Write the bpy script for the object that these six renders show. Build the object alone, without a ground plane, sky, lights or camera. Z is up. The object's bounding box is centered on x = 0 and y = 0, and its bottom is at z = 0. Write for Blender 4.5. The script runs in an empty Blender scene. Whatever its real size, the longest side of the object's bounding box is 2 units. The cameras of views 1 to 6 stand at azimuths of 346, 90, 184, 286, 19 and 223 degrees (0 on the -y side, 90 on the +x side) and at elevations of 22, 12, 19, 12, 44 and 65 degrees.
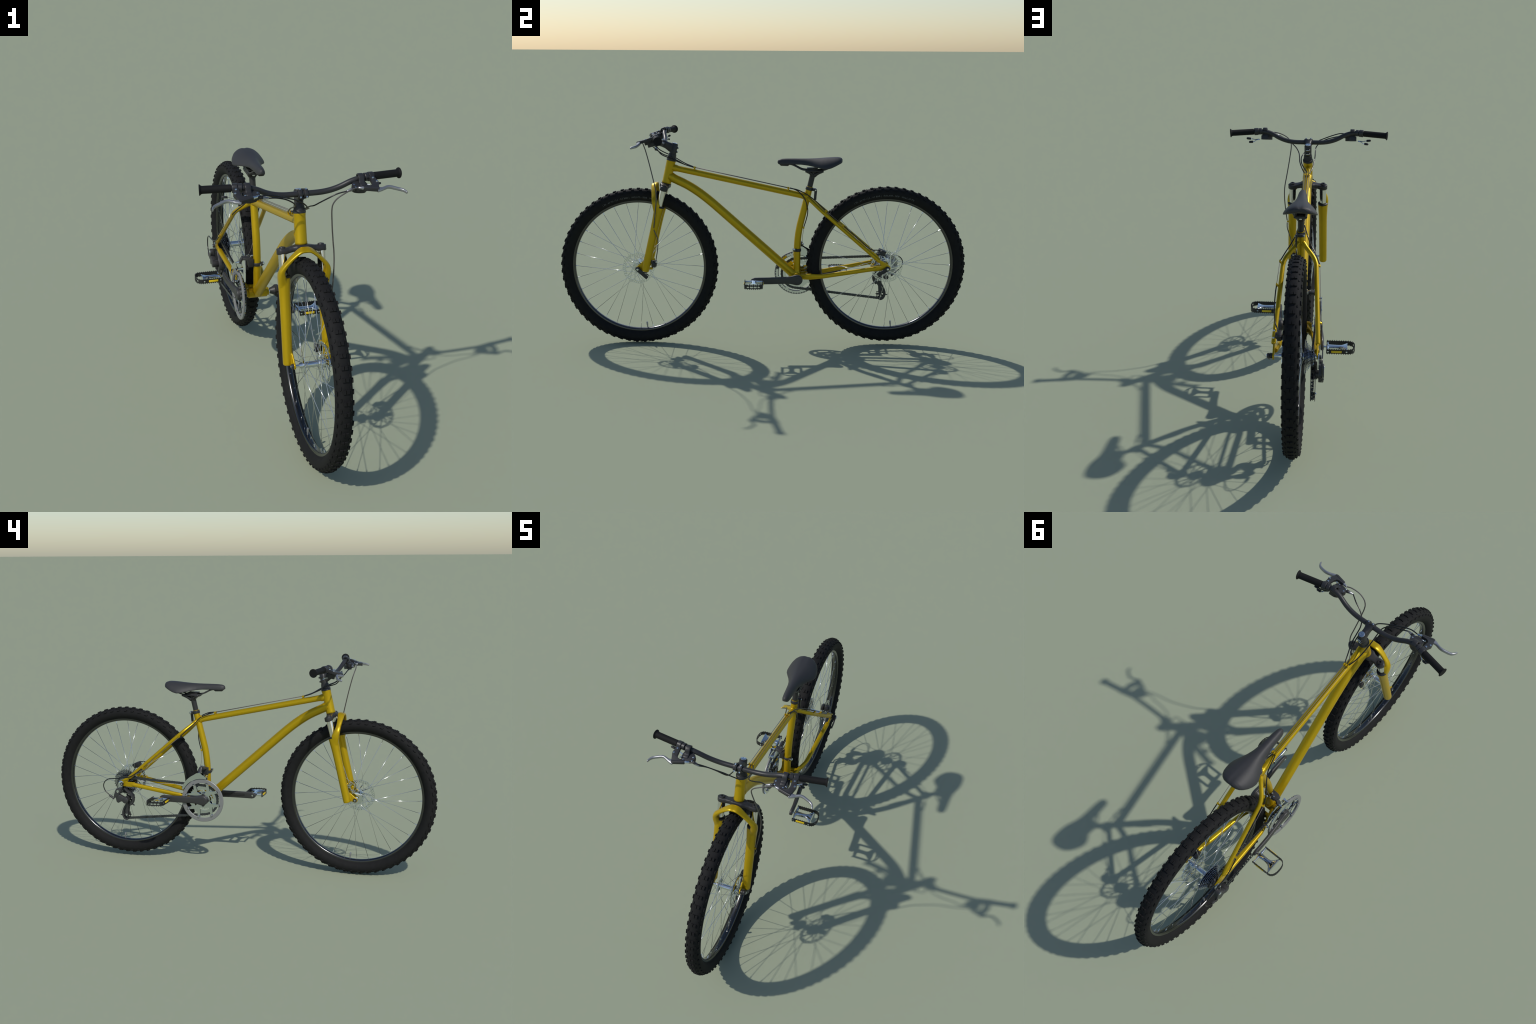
# Mountain bicycle: every part is built from profiles, sweeps and plates.
# Frame: x across (drive side is -x), y along (front is -y), z up, metres.
import bpy, bmesh, math, random
from math import sin, cos, pi, radians, atan2, hypot, sqrt
from mathutils import Vector, Matrix
from mathutils.geometry import tessellate_polygon

random.seed(11)
V = Vector
SCN = bpy.context.scene.collection
TAU = 2 * pi


# ------------------------------------------------------------------ materials
def principled(name, color, rough=0.5, metal=0.0, spec=0.5, coat=0.0, noise=None, bump=None, rough_var=0.0):
    """noise = (scale, amount) darkens/lightens the colour; bump = (scale, strength)."""
    m = bpy.data.materials.new(name)
    m.use_nodes = True
    nt = m.node_tree
    b = nt.nodes["Principled BSDF"]
    b.inputs["Base Color"].default_value = (*color, 1)
    b.inputs["Roughness"].default_value = rough
    b.inputs["Metallic"].default_value = metal
    b.inputs["Specular IOR Level"].default_value = spec
    b.inputs["Coat Weight"].default_value = coat
    b.inputs["Coat Roughness"].default_value = 0.12
    tc = nt.nodes.new("ShaderNodeTexCoord")
    if noise:
        n = nt.nodes.new("ShaderNodeTexNoise")
        n.inputs["Scale"].default_value = noise[0]
        n.inputs["Detail"].default_value = 4
        nt.links.new(tc.outputs["Object"], n.inputs["Vector"])
        r = nt.nodes.new("ShaderNodeValToRGB")
        lo, hi = 1 - noise[1], 1 + noise[1]
        r.color_ramp.elements[0].position = 0.3
        r.color_ramp.elements[1].position = 0.7
        r.color_ramp.elements[0].color = (*[c * lo for c in color], 1)
        r.color_ramp.elements[1].color = (*[min(1, c * hi) for c in color], 1)
        nt.links.new(n.outputs["Fac"], r.inputs["Fac"])
        nt.links.new(r.outputs["Color"], b.inputs["Base Color"])
        if rough_var:
            mr = nt.nodes.new("ShaderNodeMapRange")
            mr.inputs["To Min"].default_value = rough - rough_var
            mr.inputs["To Max"].default_value = rough + rough_var
            nt.links.new(n.outputs["Fac"], mr.inputs["Value"])
            nt.links.new(mr.outputs["Result"], b.inputs["Roughness"])
    if bump:
        n2 = nt.nodes.new("ShaderNodeTexNoise")
        n2.inputs["Scale"].default_value = bump[0]
        n2.inputs["Detail"].default_value = 3
        nt.links.new(tc.outputs["Object"], n2.inputs["Vector"])
        bp = nt.nodes.new("ShaderNodeBump")
        bp.inputs["Strength"].default_value = bump[1]
        bp.inputs["Distance"].default_value = 0.001
        nt.links.new(n2.outputs["Fac"], bp.inputs["Height"])
        nt.links.new(bp.outputs["Normal"], b.inputs["Normal"])
    return m


def braided(name, c1, c2, scale, rough):
    m = principled(name, c1, rough)
    nt = m.node_tree
    b = nt.nodes["Principled BSDF"]
    tc = nt.nodes.new("ShaderNodeTexCoord")
    w = nt.nodes.new("ShaderNodeTexWave")
    w.bands_direction = "DIAGONAL"
    w.inputs["Scale"].default_value = scale
    r = nt.nodes.new("ShaderNodeValToRGB")
    r.color_ramp.elements[0].color = (*c1, 1)
    r.color_ramp.elements[1].color = (*c2, 1)
    nt.links.new(tc.outputs["Object"], w.inputs["Vector"])
    nt.links.new(w.outputs["Fac"], r.inputs["Fac"])
    nt.links.new(r.outputs["Color"], b.inputs["Base Color"])
    return m


YELLOW = principled("yellow_metallic_paint", (0.535, 0.355, 0.004), 0.34, 0.48, 0.4, noise=(14, 0.02))
RUBBER = principled("tyre_rubber", (0.0145, 0.0145, 0.0147), 0.72, spec=0.12, noise=(60, 0.10))
LETTER = principled("raised_lettering_rubber", (0.11, 0.115, 0.118), 0.5)  # tyre rubber lightened: sun and sky catching the raised edges, put into the colour
GRIPM = principled("grip_rubber", (0.0085, 0.0085, 0.009), 0.7, spec=0.2, bump=(1100, 0.5))
SATIN = principled("satin_black_alloy", (0.027, 0.027, 0.0285), 0.42, spec=0.42, noise=(40, 0.06))
CRANKM = principled("dark_grey_crank_alloy", (0.034, 0.034, 0.034), 0.45, noise=(40, 0.06))
SADDLEM = principled("saddle_cover", (0.037, 0.037, 0.039), 0.55, spec=0.35, noise=(120, 0.05), bump=(1500, 0.08))
PLASTIC = principled("black_plastic", (0.016, 0.016, 0.017), 0.45)
CHROME = principled("polished_chrome", (0.70, 0.735, 0.745), 0.05, 1.0)
STANCH = principled("chromed_stanchion", (0.80, 0.79, 0.77), 0.10, 1.0)
STEEL = principled("spoke_steel", (0.70, 0.71, 0.72), 0.08, 1.0)
COGM = principled("cassette_steel", (0.36, 0.37, 0.39), 0.12, 1.0)  # base darkened below chrome to paint in the dim reflections between cogs
RIMM = principled("dark_anodised_rim", (0.10, 0.10, 0.10), 0.22, 1.0)
LEVERM = principled("satin_silver", (0.34, 0.345, 0.36), 0.34, 0.7)
GUARDM = principled("grey_chainguard", (0.235, 0.238, 0.238), 0.38, 0.2)
CHAINM = principled("dark_chain_steel", (0.075, 0.08, 0.085), 0.35, 0.7)
DERM = principled("dark_derailleur_alloy", (0.040, 0.040, 0.041), 0.42, 0.1)
CABLEM = principled("black_cable_housing", (0.006, 0.006, 0.007), 0.22)
HOSEM = braided("grey_braided_hose", (0.075, 0.07, 0.065), (0.10, 0.092, 0.085), 260, 0.5)
WIREM = principled("bare_cable_wire", (0.13, 0.115, 0.11), 0.5, 0.1)
REFLECT = principled("yellow_reflector", (0.80, 0.56, 0.012), 0.35)


# ------------------------------------------------------------------ geometry
def fillet(pts, trim, n=8):
    """Polyline with its inner corners rounded (quadratic Bezier over `trim`)."""
    pts = [V(p) for p in pts]
    if not isinstance(trim, (list, tuple)):
        trim = [trim] * (len(pts) - 2)
    out = [pts[0]]
    for i in range(1, len(pts) - 1):
        a, b, c = pts[i - 1], pts[i], pts[i + 1]
        t = trim[i - 1]
        t1 = min(t, (a - b).length * 0.49)
        t2 = min(t, (c - b).length * 0.49)
        p0 = b + (a - b).normalized() * t1
        p2 = b + (c - b).normalized() * t2
        for k in range(n + 1):
            s = k / n
            out.append(p0 * (1 - s) ** 2 + b * (2 * s * (1 - s)) + p2 * s * s)
    out.append(pts[-1])
    return out


def spline(pts, n=8):
    """Catmull-Rom (centripetal-ish) curve through the points."""
    pts = [V(p) for p in pts]
    P = [pts[0] * 2 - pts[1]] + pts + [pts[-1] * 2 - pts[-2]]
    out = []
    for i in range(1, len(P) - 2):
        p0, p1, p2, p3 = P[i - 1], P[i], P[i + 1], P[i + 2]
        d = (p2 - p1).length
        m1 = (p2 - p0) * (d / max(1e-9, (p1 - p0).length + d))
        m2 = (p3 - p1) * (d / max(1e-9, (p3 - p2).length + d))
        for k in range(n):
            t = k / n
            h1 = 2 * t**3 - 3 * t**2 + 1
            h2 = t**3 - 2 * t**2 + t
            h3 = -2 * t**3 + 3 * t**2
            h4 = t**3 - t**2
            out.append(p1 * h1 + m1 * h2 + p2 * h3 + m2 * h4)
    out.append(pts[-1])
    return out


def lerp_table(table, t):
    """Piecewise-linear look-up with smooth blending: table = [(t, a, b, ...)]."""
    if t <= table[0][0]:
        return table[0][1:]
    for a, b in zip(table, table[1:]):
        if t <= b[0]:
            s = (t - a[0]) / (b[0] - a[0])
            return tuple(x + (y - x) * s for x, y in zip(a[1:], b[1:]))
    return table[-1][1:]


def circle(cx, cy, r, n, a0=0.0, rev=False):
    pts = [V((cx + r * cos(a0 + TAU * i / n), cy + r * sin(a0 + TAU * i / n))) for i in range(n)]
    return pts[::-1] if rev else pts


def SIDE(x):  # plate drawn in the (y, z) side view, thickness along x
    return lambda u, v, w: V((x + w, u, v))


class Geo:
    """Collects vertices and faces of one part."""

    def __init__(self):
        self.v, self.f = [], []

    def add(self, verts, faces):
        o = len(self.v)
        self.v += [V(p) for p in verts]
        self.f += [tuple(i + o for i in f) for f in faces]
        return self

    def rings(self, rings, caps=True, closed=False):
        n = len(rings[0])
        verts = [p for r in rings for p in r]
        faces = []
        m = len(rings)
        for i in range(m if closed else m - 1):
            j = (i + 1) % m
            for k in range(n):
                l = (k + 1) % n
                faces.append((i * n + k, i * n + l, j * n + l, j * n + k))
        if caps and not closed:
            faces.append(tuple(range(n - 1, -1, -1)))
            faces.append(tuple((m - 1) * n + k for k in range(n)))
        return self.add(verts, faces)

    def tube(self, path, r, seg=16, up=None, power=2.0, caps=True):
        """Sweep. r: number, list, or list of (a, b): a along `up`, b across it."""
        path = [V(p) for p in path]
        n = len(path)
        if not isinstance(r, (list, tuple)) or (isinstance(r, tuple) and len(r) == 2 and n != 2):
            r = [r] * n
        T = []
        for i in range(n):
            a = path[max(0, i - 1)]
            b = path[min(n - 1, i + 1)]
            T.append((b - a).normalized())
        N = None
        rings = []
        for i in range(n):
            t = T[i]
            if up is not None:
                N = V(up) - t * V(up).dot(t)
                N.normalize()
            elif N is None:
                ref = V((0, 0, 1)) if abs(t.z) < 0.9 else V((0, 1, 0))
                N = (ref - t * ref.dot(t)).normalized()
            else:
                N = (N - t * N.dot(t)).normalized()
            B = t.cross(N)
            ra, rb = r[i] if isinstance(r[i], (tuple, list)) else (r[i], r[i])
            ring = []
            for k in range(seg):
                a = TAU * k / seg
                c, s = cos(a), sin(a)
                if power != 2.0:
                    c = math.copysign(abs(c) ** (2 / power), c)
                    s = math.copysign(abs(s) ** (2 / power), s)
                ring.append(path[i] + N * (ra * c) + B * (rb * s))
            rings.append(ring)
        return self.rings(rings, caps)

    def lathe(self, prof, center=(0, 0, 0), axis=(1, 0, 0), seg=32, closed=False):
        ax = V(axis).normalized()
        ref = V((0, 0, 1)) if abs(ax.z) < 0.9 else V((0, 1, 0))
        n1 = (ref - ax * ref.dot(ax)).normalized()
        n2 = ax.cross(n1)
        c = V(center)
        rings = [[c + ax * x + n1 * (max(r, 1e-5) * cos(TAU * k / seg)) + n2 * (max(r, 1e-5) * sin(TAU * k / seg)) for k in range(seg)] for x, r in prof]
        return self.rings(rings, caps=not closed, closed=closed)

    def cyl(self, a, b, r, seg=16, ch=0.0):
        a, b = V(a), V(b)
        L = (b - a).length
        if ch:
            prof = [(0, r - ch), (ch, r), (L - ch, r), (L, r - ch)]
        else:
            prof = [(0, r), (L, r)]
        return self.lathe(prof, a, b - a, seg)

    def ball(self, c, r, seg=16, squash=(1, 1, 1)):
        c = V(c)
        rings = []
        m = seg // 2
        for i in range(m + 1):
            p = -pi / 2 + pi * i / m
            rr = max(cos(p), 1e-4)
            rings.append([c + V((r * rr * cos(TAU * k / seg) * squash[0], r * rr * sin(TAU * k / seg) * squash[1], r * sin(p) * squash[2])) for k in range(seg)])
        return self.rings(rings)

    def flat(self, loops, w0, w1, place):
        """Plate with holes: loops = [outline, hole, ...] of 2D points."""
        loops = [[V((p[0], p[1])) for p in l] for l in loops]
        area = lambda l: sum(a.x * b.y - b.x * a.y for a, b in zip(l, l[1:] + l[:1]))
        loops = [l if (area(l) > 0) == (i == 0) else l[::-1] for i, l in enumerate(loops)]
        pts = [p for l in loops for p in l]
        n = len(pts)
        if len(loops) == 1 and n < 5:
            tris = [tuple(range(n))]
        else:
            tris = tessellate_polygon([[V((p.x, p.y, 0)) for p in l] for l in loops])
        verts = [place(p.x, p.y, w1) for p in pts] + [place(p.x, p.y, w0) for p in pts]
        faces = []
        for t in tris:
            a = sum(pts[t[i]].x * pts[t[(i + 1) % len(t)]].y - pts[t[(i + 1) % len(t)]].x * pts[t[i]].y for i in range(len(t)))
            if a < 0:
                t = tuple(reversed(t))
            faces.append(tuple(t))
            faces.append(tuple(i + n for i in reversed(t)))
        o = 0
        for l in loops:
            m = len(l)
            for k in range(m):
                a, b = o + k, o + (k + 1) % m
                faces.append((a, a + n, b + n, b))
            o += m
        return self.add(verts, faces)

    def box(self, c, size, rot=None):
        c = V(c)
        s = V(size) * 0.5
        q = rot or Matrix.Identity(3)
        vs = [c + q @ V((s.x * i, s.y * j, s.z * k)) for i in (-1, 1) for j in (-1, 1) for k in (-1, 1)]
        return self.add(vs, [(0, 1, 3, 2), (4, 6, 7, 5), (0, 4, 5, 1), (2, 3, 7, 6), (0, 2, 6, 4), (1, 5, 7, 3)])


WORLD = {}


def place_object(ob, parent, origin):
    WORLD[ob.name] = V(origin)
    if parent is not None:
        ob.parent = parent
        ob.location = V(origin) - WORLD[parent.name]
    else:
        ob.location = V(origin)


def obj(g, name, mat, parent, origin=None, angle=38, bevel=0.0, segs=2, remesh=0.0, smooth_it=0, dissolve=False, subsurf=0):
    if origin is None:
        lo = [min(p[i] for p in g.v) for i in range(3)]
        hi = [max(p[i] for p in g.v) for i in range(3)]
        origin = [(a + b) / 2 for a, b in zip(lo, hi)]
    origin = V(origin)
    me = bpy.data.meshes.new(name)
    me.from_pydata([p - origin for p in g.v], [], g.f)
    me.validate()
    bm = bmesh.new()
    bm.from_mesh(me)
    bmesh.ops.remove_doubles(bm, verts=bm.verts, dist=1e-6)
    if dissolve:
        bmesh.ops.dissolve_limit(bm, angle_limit=radians(0.5), verts=bm.verts, edges=bm.edges)
    bmesh.ops.recalc_face_normals(bm, faces=bm.faces)
    bm.to_mesh(me)
    bm.free()
    ob = bpy.data.objects.new(name, me)
    SCN.objects.link(ob)
    mods = False
    if remesh:
        md = ob.modifiers.new("remesh", "REMESH")
        md.mode = "VOXEL"
        md.voxel_size = remesh
        mods = True
    if smooth_it:
        md = ob.modifiers.new("smooth", "SMOOTH")
        md.factor = 0.5
        md.iterations = smooth_it
        mods = True
    if bevel:
        md = ob.modifiers.new("bevel", "BEVEL")
        md.width = bevel
        md.segments = segs
        md.limit_method = "ANGLE"
        md.angle_limit = radians(35)
        mods = True
    if subsurf:
        md = ob.modifiers.new("sub", "SUBSURF")
        md.levels = md.render_levels = subsurf
        mods = True
    if mods:
        dg = bpy.context.evaluated_depsgraph_get()
        new = bpy.data.meshes.new_from_object(ob.evaluated_get(dg))
        ob.modifiers.clear()
        ob.data = new
        bpy.data.meshes.remove(me)
        me = new
        me.name = name
    me.materials.clear()
    me.materials.append(mat)
    me.shade_smooth()
    if angle < 180:
        me.set_sharp_from_angle(angle=radians(angle))
    place_object(ob, parent, origin)
    return ob


def copy_of(src, name, parent, origin, rot=None):
    ob = src.copy()
    ob.name = name
    SCN.objects.link(ob)
    place_object(ob, parent, origin)
    if rot:
        ob.rotation_euler = rot
    return ob


def empty(name, parent, origin):
    ob = bpy.data.objects.new(name, None)
    ob.empty_display_size = 0.05
    SCN.objects.link(ob)
    place_object(ob, parent, origin)
    return ob


BIKE = empty("mountain_bicycle", None, (0, 0, 0))
BIKE["label"] = "yellow hardtail mountain bicycle with black knobby tyres"
BIKE["category"] = "bicycle"

# ------------------------------------------------------------------ layout
FRONT = V((0, -0.6095, 0.391))
REAR = V((0, 0.6095, 0.4055))
BB = V((0, 0.1710, 0.3435))
HT_TOP = V((0, -0.4459, 0.9163))
HT_BOT = V((0, -0.4709, 0.8074))
STEER = (HT_TOP - HT_BOT).normalized()
FWD = V((0, -STEER.z, STEER.y))  # perpendicular to the steering axis, forward
XAX = V((1, 0, 0))


def steer(t, x=0.0, d=0.0):
    return HT_TOP + STEER * t + XAX * x + FWD * d


# ================================================================== FRAME
frame = empty("frame", BIKE, BB)


def flared(path, r, flare=0.25, reach=0.016, ends=(1, 1)):
    """Tube radii that swell into a weld fillet at the joined ends."""
    L = [0.0]
    for a, b in zip(path, path[1:]):
        L.append(L[-1] + (V(b) - V(a)).length)
    tot = L[-1]
    out = []
    for l in L:
        k = 0.0
        for e, d in ((ends[0], l - ends[0]), (ends[1], tot - l - ends[1])):
            if e:
                k += flare * math.exp(-max(d, 0) / (reach * 0.45))
        out.append(r * (1 + k))
    return out


def resample(path, step):
    path = [V(p) for p in path]
    out = [path[0]]
    for a, b in zip(path, path[1:]):
        n = max(1, int((b - a).length / step))
        out += [a.lerp(b, (i + 1) / n) for i in range(n)]
    return out


# head tube with thickened ends
g = Geo()
L = (HT_TOP - HT_BOT).length
g.lathe([(-0.001, 0.0165), (-0.001, 0.0218), (0.0, 0.0226), (0.006, 0.0228), (0.010, 0.0219), (L - 0.010, 0.0219), (L - 0.006, 0.0226), (L - 0.0005, 0.0226), (L, 0.0220), (L, 0.0165)], HT_BOT, STEER, 48)
obj(g, "head_tube", YELLOW, frame)

# top tube; the path continues inside head tube and seat tube, fillets sit at the walls
TT0, TT1 = V((0, -0.440, 0.8822)), V((0, 0.213, 0.7439))
tt_dir = (TT1 - TT0).normalized()
g = Geo()
p = resample([TT0, TT1], 0.004)
g.tube(p, flared(p, 0.0148, 0.17, 0.012, (0.0165, 0.012)), 32)
obj(g, "top_tube", YELLOW, frame)

# down tube, curved below the head tube
g = Geo()
p = resample(fillet([(0, -0.458, 0.8405), (0, -0.318, 0.7735), (0, 0.165, 0.346)], 0.125, 20), 0.004)
g.tube(p, flared(p, 0.0216, 0.09, 0.014, (0.018, 0.024)), 40)
obj(g, "down_tube", YELLOW, frame)

# seat tube, bent in the middle
g = Geo()
p = resample(fillet([(0, 0.2294, 0.7926), (0, 0.1712, 0.5535), (0, 0.1705, 0.350)], 0.07, 14), 0.004)
rad = []
for q in p:
    t = min(1, max(0, (0.79 - q.z) / 0.15))
    rad.append(0.0157 + 0.0009 * t + 0.004 * math.exp(-max(0, q.z - 0.366) / 0.006))
g.tube(p, rad, 36)
obj(g, "seat_tube", YELLOW, frame)

# little gusset bump where the top tube meets the seat tube
g = Geo()
g.ball((0, 0.2015, 0.7605), 0.0075, 14, (1.1, 1.2, 0.8))
obj(g, "weld_bead", YELLOW, frame)

# bottom bracket shell with cups
g = Geo()
g.lathe([(-0.0415, 0.017), (-0.0415, 0.0212), (-0.040, 0.0226), (0.040, 0.0226), (0.0415, 0.0212), (0.0415, 0.017)], BB, XAX, 40)
for s in (-1, 1):
    g.cyl(BB + XAX * s * 0.040, BB + XAX * s * 0.049, 0.0175, 28, 0.001)
obj(g, "bottom_bracket_shell", YELLOW, frame)

# seat stays: leave the seat tube, kick out over the wheel, run to the dropouts
for s in (1, -1):
    g = Geo()
    p = resample(fillet([(0.009 * s, 0.222, 0.7375), (0.0668 * s, 0.2850, 0.6835), (0.0868 * s, 0.5712, 0.4385)], 0.032, 12), 0.004)
    rad = flared(p, 0.0094, 0.25, 0.012, (0.014, 0))
    rad[-1] = 0.0075
    g.tube(p, rad, 24)
    obj(g, "seat_stay", YELLOW, frame)

# chain stays: flattened yoke at the bottom bracket, round tube behind
for s in (1, -1):
    g = Geo()
    p = fillet([(0.026 * s, 0.178, 0.3475), (0.037 * s, 0.226, 0.3495), (0.0590 * s, 0.292, 0.3565), (0.0815 * s, 0.556, 0.4035)], [0.02, 0.02], 8)
    p = resample(p, 0.006)
    rad = []
    for q in p:
        a, b = lerp_table([(0.17, 0.0125, 0.012), (0.235, 0.0150, 0.0075), (0.285, 0.0112, 0.0082), (0.305, 0.0108, 0.0100), (0.549, 0.0108, 0.0108), (0.556, 0.0092, 0.0092)], q.y)
        rad.append((a, b))
    g.tube(p, rad, 24, up=(0, 0, 1), power=2.6)
    obj(g, "chain_stay", YELLOW, frame)
# bridge plate between the stays
g = Geo()
g.tube([(-0.036, 0.222, 0.349), (0.036, 0.222, 0.349)], (0.011, 0.012), 16, up=(0, 0, 1), power=3)
obj(g, "chain_stay_bridge", YELLOW, frame)

# rear dropouts: plates reaching from both stays to the axle
for s in (1, -1):
    g = Geo()
    c = V((REAR.y, REAR.z))
    out = [(0.553, 0.449), (0.572, 0.4475), (0.5905, 0.4375), (0.6125, 0.4235)]
    if s > 0:
        out += [(c.x + 0.0155 * cos(a), c.y + 0.0155 * sin(a)) for a in [radians(60 - 18 * i) for i in range(11)]]
        out += [(0.585, 0.3945), (0.540, 0.3895), (0.541, 0.4155), (0.582, 0.4165)]
    else:
        out += [(0.6235, 0.4185), (0.619, 0.4155), (0.6075, 0.4120), (0.6015, 0.4090), (0.607, 0.3970), (0.603, 0.3920), (0.560, 0.3905), (0.541, 0.3930), (0.541, 0.4155), (0.582, 0.4165)]
    out += [(0.5705, 0.4315)]
    g.flat([out], -0.003, 0.003, SIDE(0.0845 * s))
    obj(g, "dropout", YELLOW, frame, bevel=0.001)
# derailleur hanger
g = Geo()
g.flat([[(0.6015, 0.4150), (0.6120, 0.4220), (0.6255, 0.4170), (0.6320, 0.4060), (0.6300, 0.3900), (0.6335, 0.3760), (0.6300, 0.3640), (0.6180, 0.3640), (0.6125, 0.3780), (0.6060, 0.3920)]], -0.0025, 0.0025, SIDE(-0.0905))
obj(g, "derailleur_hanger", CHROME, frame, bevel=0.0008)

# cable stops
stops = empty("cable_stops", frame, (0, -0.1, 0.84))


def cable_stop(pos, direction, base):
    g = Geo()
    pos, d = V(pos), V(direction).normalized()
    g.lathe([(-0.006, 0.0024), (-0.0055, 0.0031), (0.004, 0.0031), (0.0055, 0.0024)], pos, d, 14)
    g.tube([pos, V(base)], (0.0040, 0.0030), 8, up=d, power=4)
    obj(g, "cable_stop", YELLOW, stops)


for (y, z, zt) in ((-0.332, 0.8840, 0.872), (0.125, 0.7868, 0.774)):
    for x in (-0.0100, 0.0, 0.0100):
        cable_stop((x, y, z - 0.0008 * abs(x) / 0.01), tt_dir, (x * 0.7, y - 0.001, zt))
ssd = (0.0868 - 0.0668, 0.2862, -0.245)
cable_stop((0.0805, 0.3070, 0.6860), ssd, (0.070, 0.303, 0.670))
cable_stop((0.0880, 0.3900, 0.6155), ssd, (0.076, 0.387, 0.603))
cable_stop((-0.0815, 0.2920, 0.6640), (-0.02, 0.2862, -0.245), (-0.070, 0.299, 0.671))
cable_stop((-0.0955, 0.4910, 0.4960), (-0.02, 0.2862, -0.245), (-0.083, 0.494, 0.503))
cable_stop((-0.004, 0.2022, 0.5885), (0, 0.1, 1), (-0.001, 0.186, 0.590))

# ================================================================== FORK
fork = empty("fork", BIKE, steer(-0.12))
U = STEER


def leg(z, s):  # point on the leg axis at height z
    x = 0.0725 + 0.0045 * min(1, max(0, (0.70 - z) / 0.30))
    return V((x * s, -0.5190 + 0.2333 * (z - 0.6145), z))


# crown: lofted bar with round ends
g = Geo()
rings = []
for t in range(-24, 25):
    u = t / 24
    x = 0.0925 * u
    ax = abs(x)
    d, h, rise, fw = lerp_table([(0, 0.0245, 0.0118, 0.0, 0.004), (0.022, 0.0240, 0.0115, 0.0, 0.004), (0.034, 0.0170, 0.0105, -0.0015, 0.004), (0.050, 0.0155, 0.0105, -0.0050, 0.003), (0.062, 0.0185, 0.0115, -0.0070, 0.001), (0.072, 0.0195, 0.0120, -0.0075, 0.0), (0.081, 0.0180, 0.0120, -0.0075, 0.0), (0.087, 0.0130, 0.0118, -0.0075, 0.0), (0.0905, 0.0075, 0.0112, -0.0075, 0.0), (0.0925, 0.003, 0.0105, -0.0075, 0.0)], ax)
    c = HT_BOT - U * 0.0135 + U * rise + XAX * x + FWD * fw
    ring = []
    for k in range(20):
        a = TAU * k / 20
        cc, ss = cos(a), sin(a)
        cc = math.copysign(abs(cc) ** 0.55, cc)
        ss = math.copysign(abs(ss) ** 0.35, ss)
        ring.append(c + FWD * (d * cc) + U * (h * ss))
    rings.append(ring)
g.rings(rings)
obj(g, "fork_crown", SATIN, fork, angle=60)
for s in (1, -1):
    g = Geo()
    top = leg(0.7965, s)
    g.lathe([(-0.004, 0.0118), (0.0050, 0.0118), (0.0075, 0.0105), (0.0080, 0.0080), (0.0080, 0.0048), (0.003, 0.0040), (0.003, 0.0)], top, U, 24)
    obj(g, "crown_cap", SATIN, fork)
    g = Geo()
    g.cyl(leg(0.685, s), leg(0.788, s), 0.0156, 32)
    obj(g, "stanchion", STANCH, fork)
    g = Geo()
    c = leg(0.6975, s)
    g.lathe([(-0.004, 0.0225), (0.0, 0.0234), (0.0040, 0.0230), (0.0065, 0.0195), (0.0065, 0.0160), (-0.004, 0.0160)], c, U, 36, closed=True)
    obj(g, "dust_seal", PLASTIC, fork)
# race under the head tube
g = Geo()
g.lathe([(-0.006, 0.0225), (-0.0015, 0.0225), (-0.0012, 0.020)], HT_BOT, U, 36)
obj(g, "crown_race", SATIN, fork)

# lower: both legs and the brake arch, fused into one casting
g = Geo()
for s in (1, -1):
    zs = [0.380, 0.3815, 0.386, 0.42, 0.48, 0.54, 0.60, 0.630, 0.650, 0.670, 0.685, 0.6965]
    rs = [0.0150, 0.0176, 0.0184, 0.0186, 0.0189, 0.0193, 0.0197, 0.0203, 0.0213, 0.0226, 0.0232, 0.0232]
    g.tube([leg(z, s) for z in zs], rs, 40)
half_arch = [(0.0730, -0.5110, 0.635), (0.0765, -0.5080, 0.670), (0.0840, -0.5130, 0.706), (0.0830, -0.5215, 0.733), (0.0600, -0.5255, 0.7645), (0.0350, -0.5265, 0.7895), (0.0165, -0.5260, 0.8020)]
arch = spline([(-x, y, z) for x, y, z in half_arch] + [(0, -0.5250, 0.8035)] + half_arch[::-1], 8)
rad = []
for q in arch:
    if q.z < 0.708:
        a, b = lerp_table([(0.635, 0.010, 0.010), (0.670, 0.0190, 0.0185), (0.708, 0.0185, 0.0145)], q.z)
    else:
        a, b = lerp_table([(0.708, 0.0185, 0.0145), (0.733, 0.0135, 0.0098), (0.755, 0.0118, 0.0076), (0.780, 0.0138, 0.0064), (0.8048, 0.0172, 0.0058)], q.z)
    rad.append((a, b))
g.tube(arch, rad, 28, up=(0, -0.97, -0.22), power=2.8)
for s in (1, -1):  # axle lugs
    c = V((FRONT.y, FRONT.z))
    out = [(c.x + 0.0125 * cos(a), c.y + 0.0125 * sin(a)) for a in [radians(100 + 16 * i) for i in range(12)]]
    out += [(-0.574, 0.389), (-0.558, 0.398), (-0.564, 0.430), (-0.583, 0.428)]
    g.flat([out], -0.0035, 0.0035, SIDE(0.0635 * s))
obj(g, "fork_lower", YELLOW, fork, remesh=0.0016, smooth_it=10, angle=180)
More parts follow.
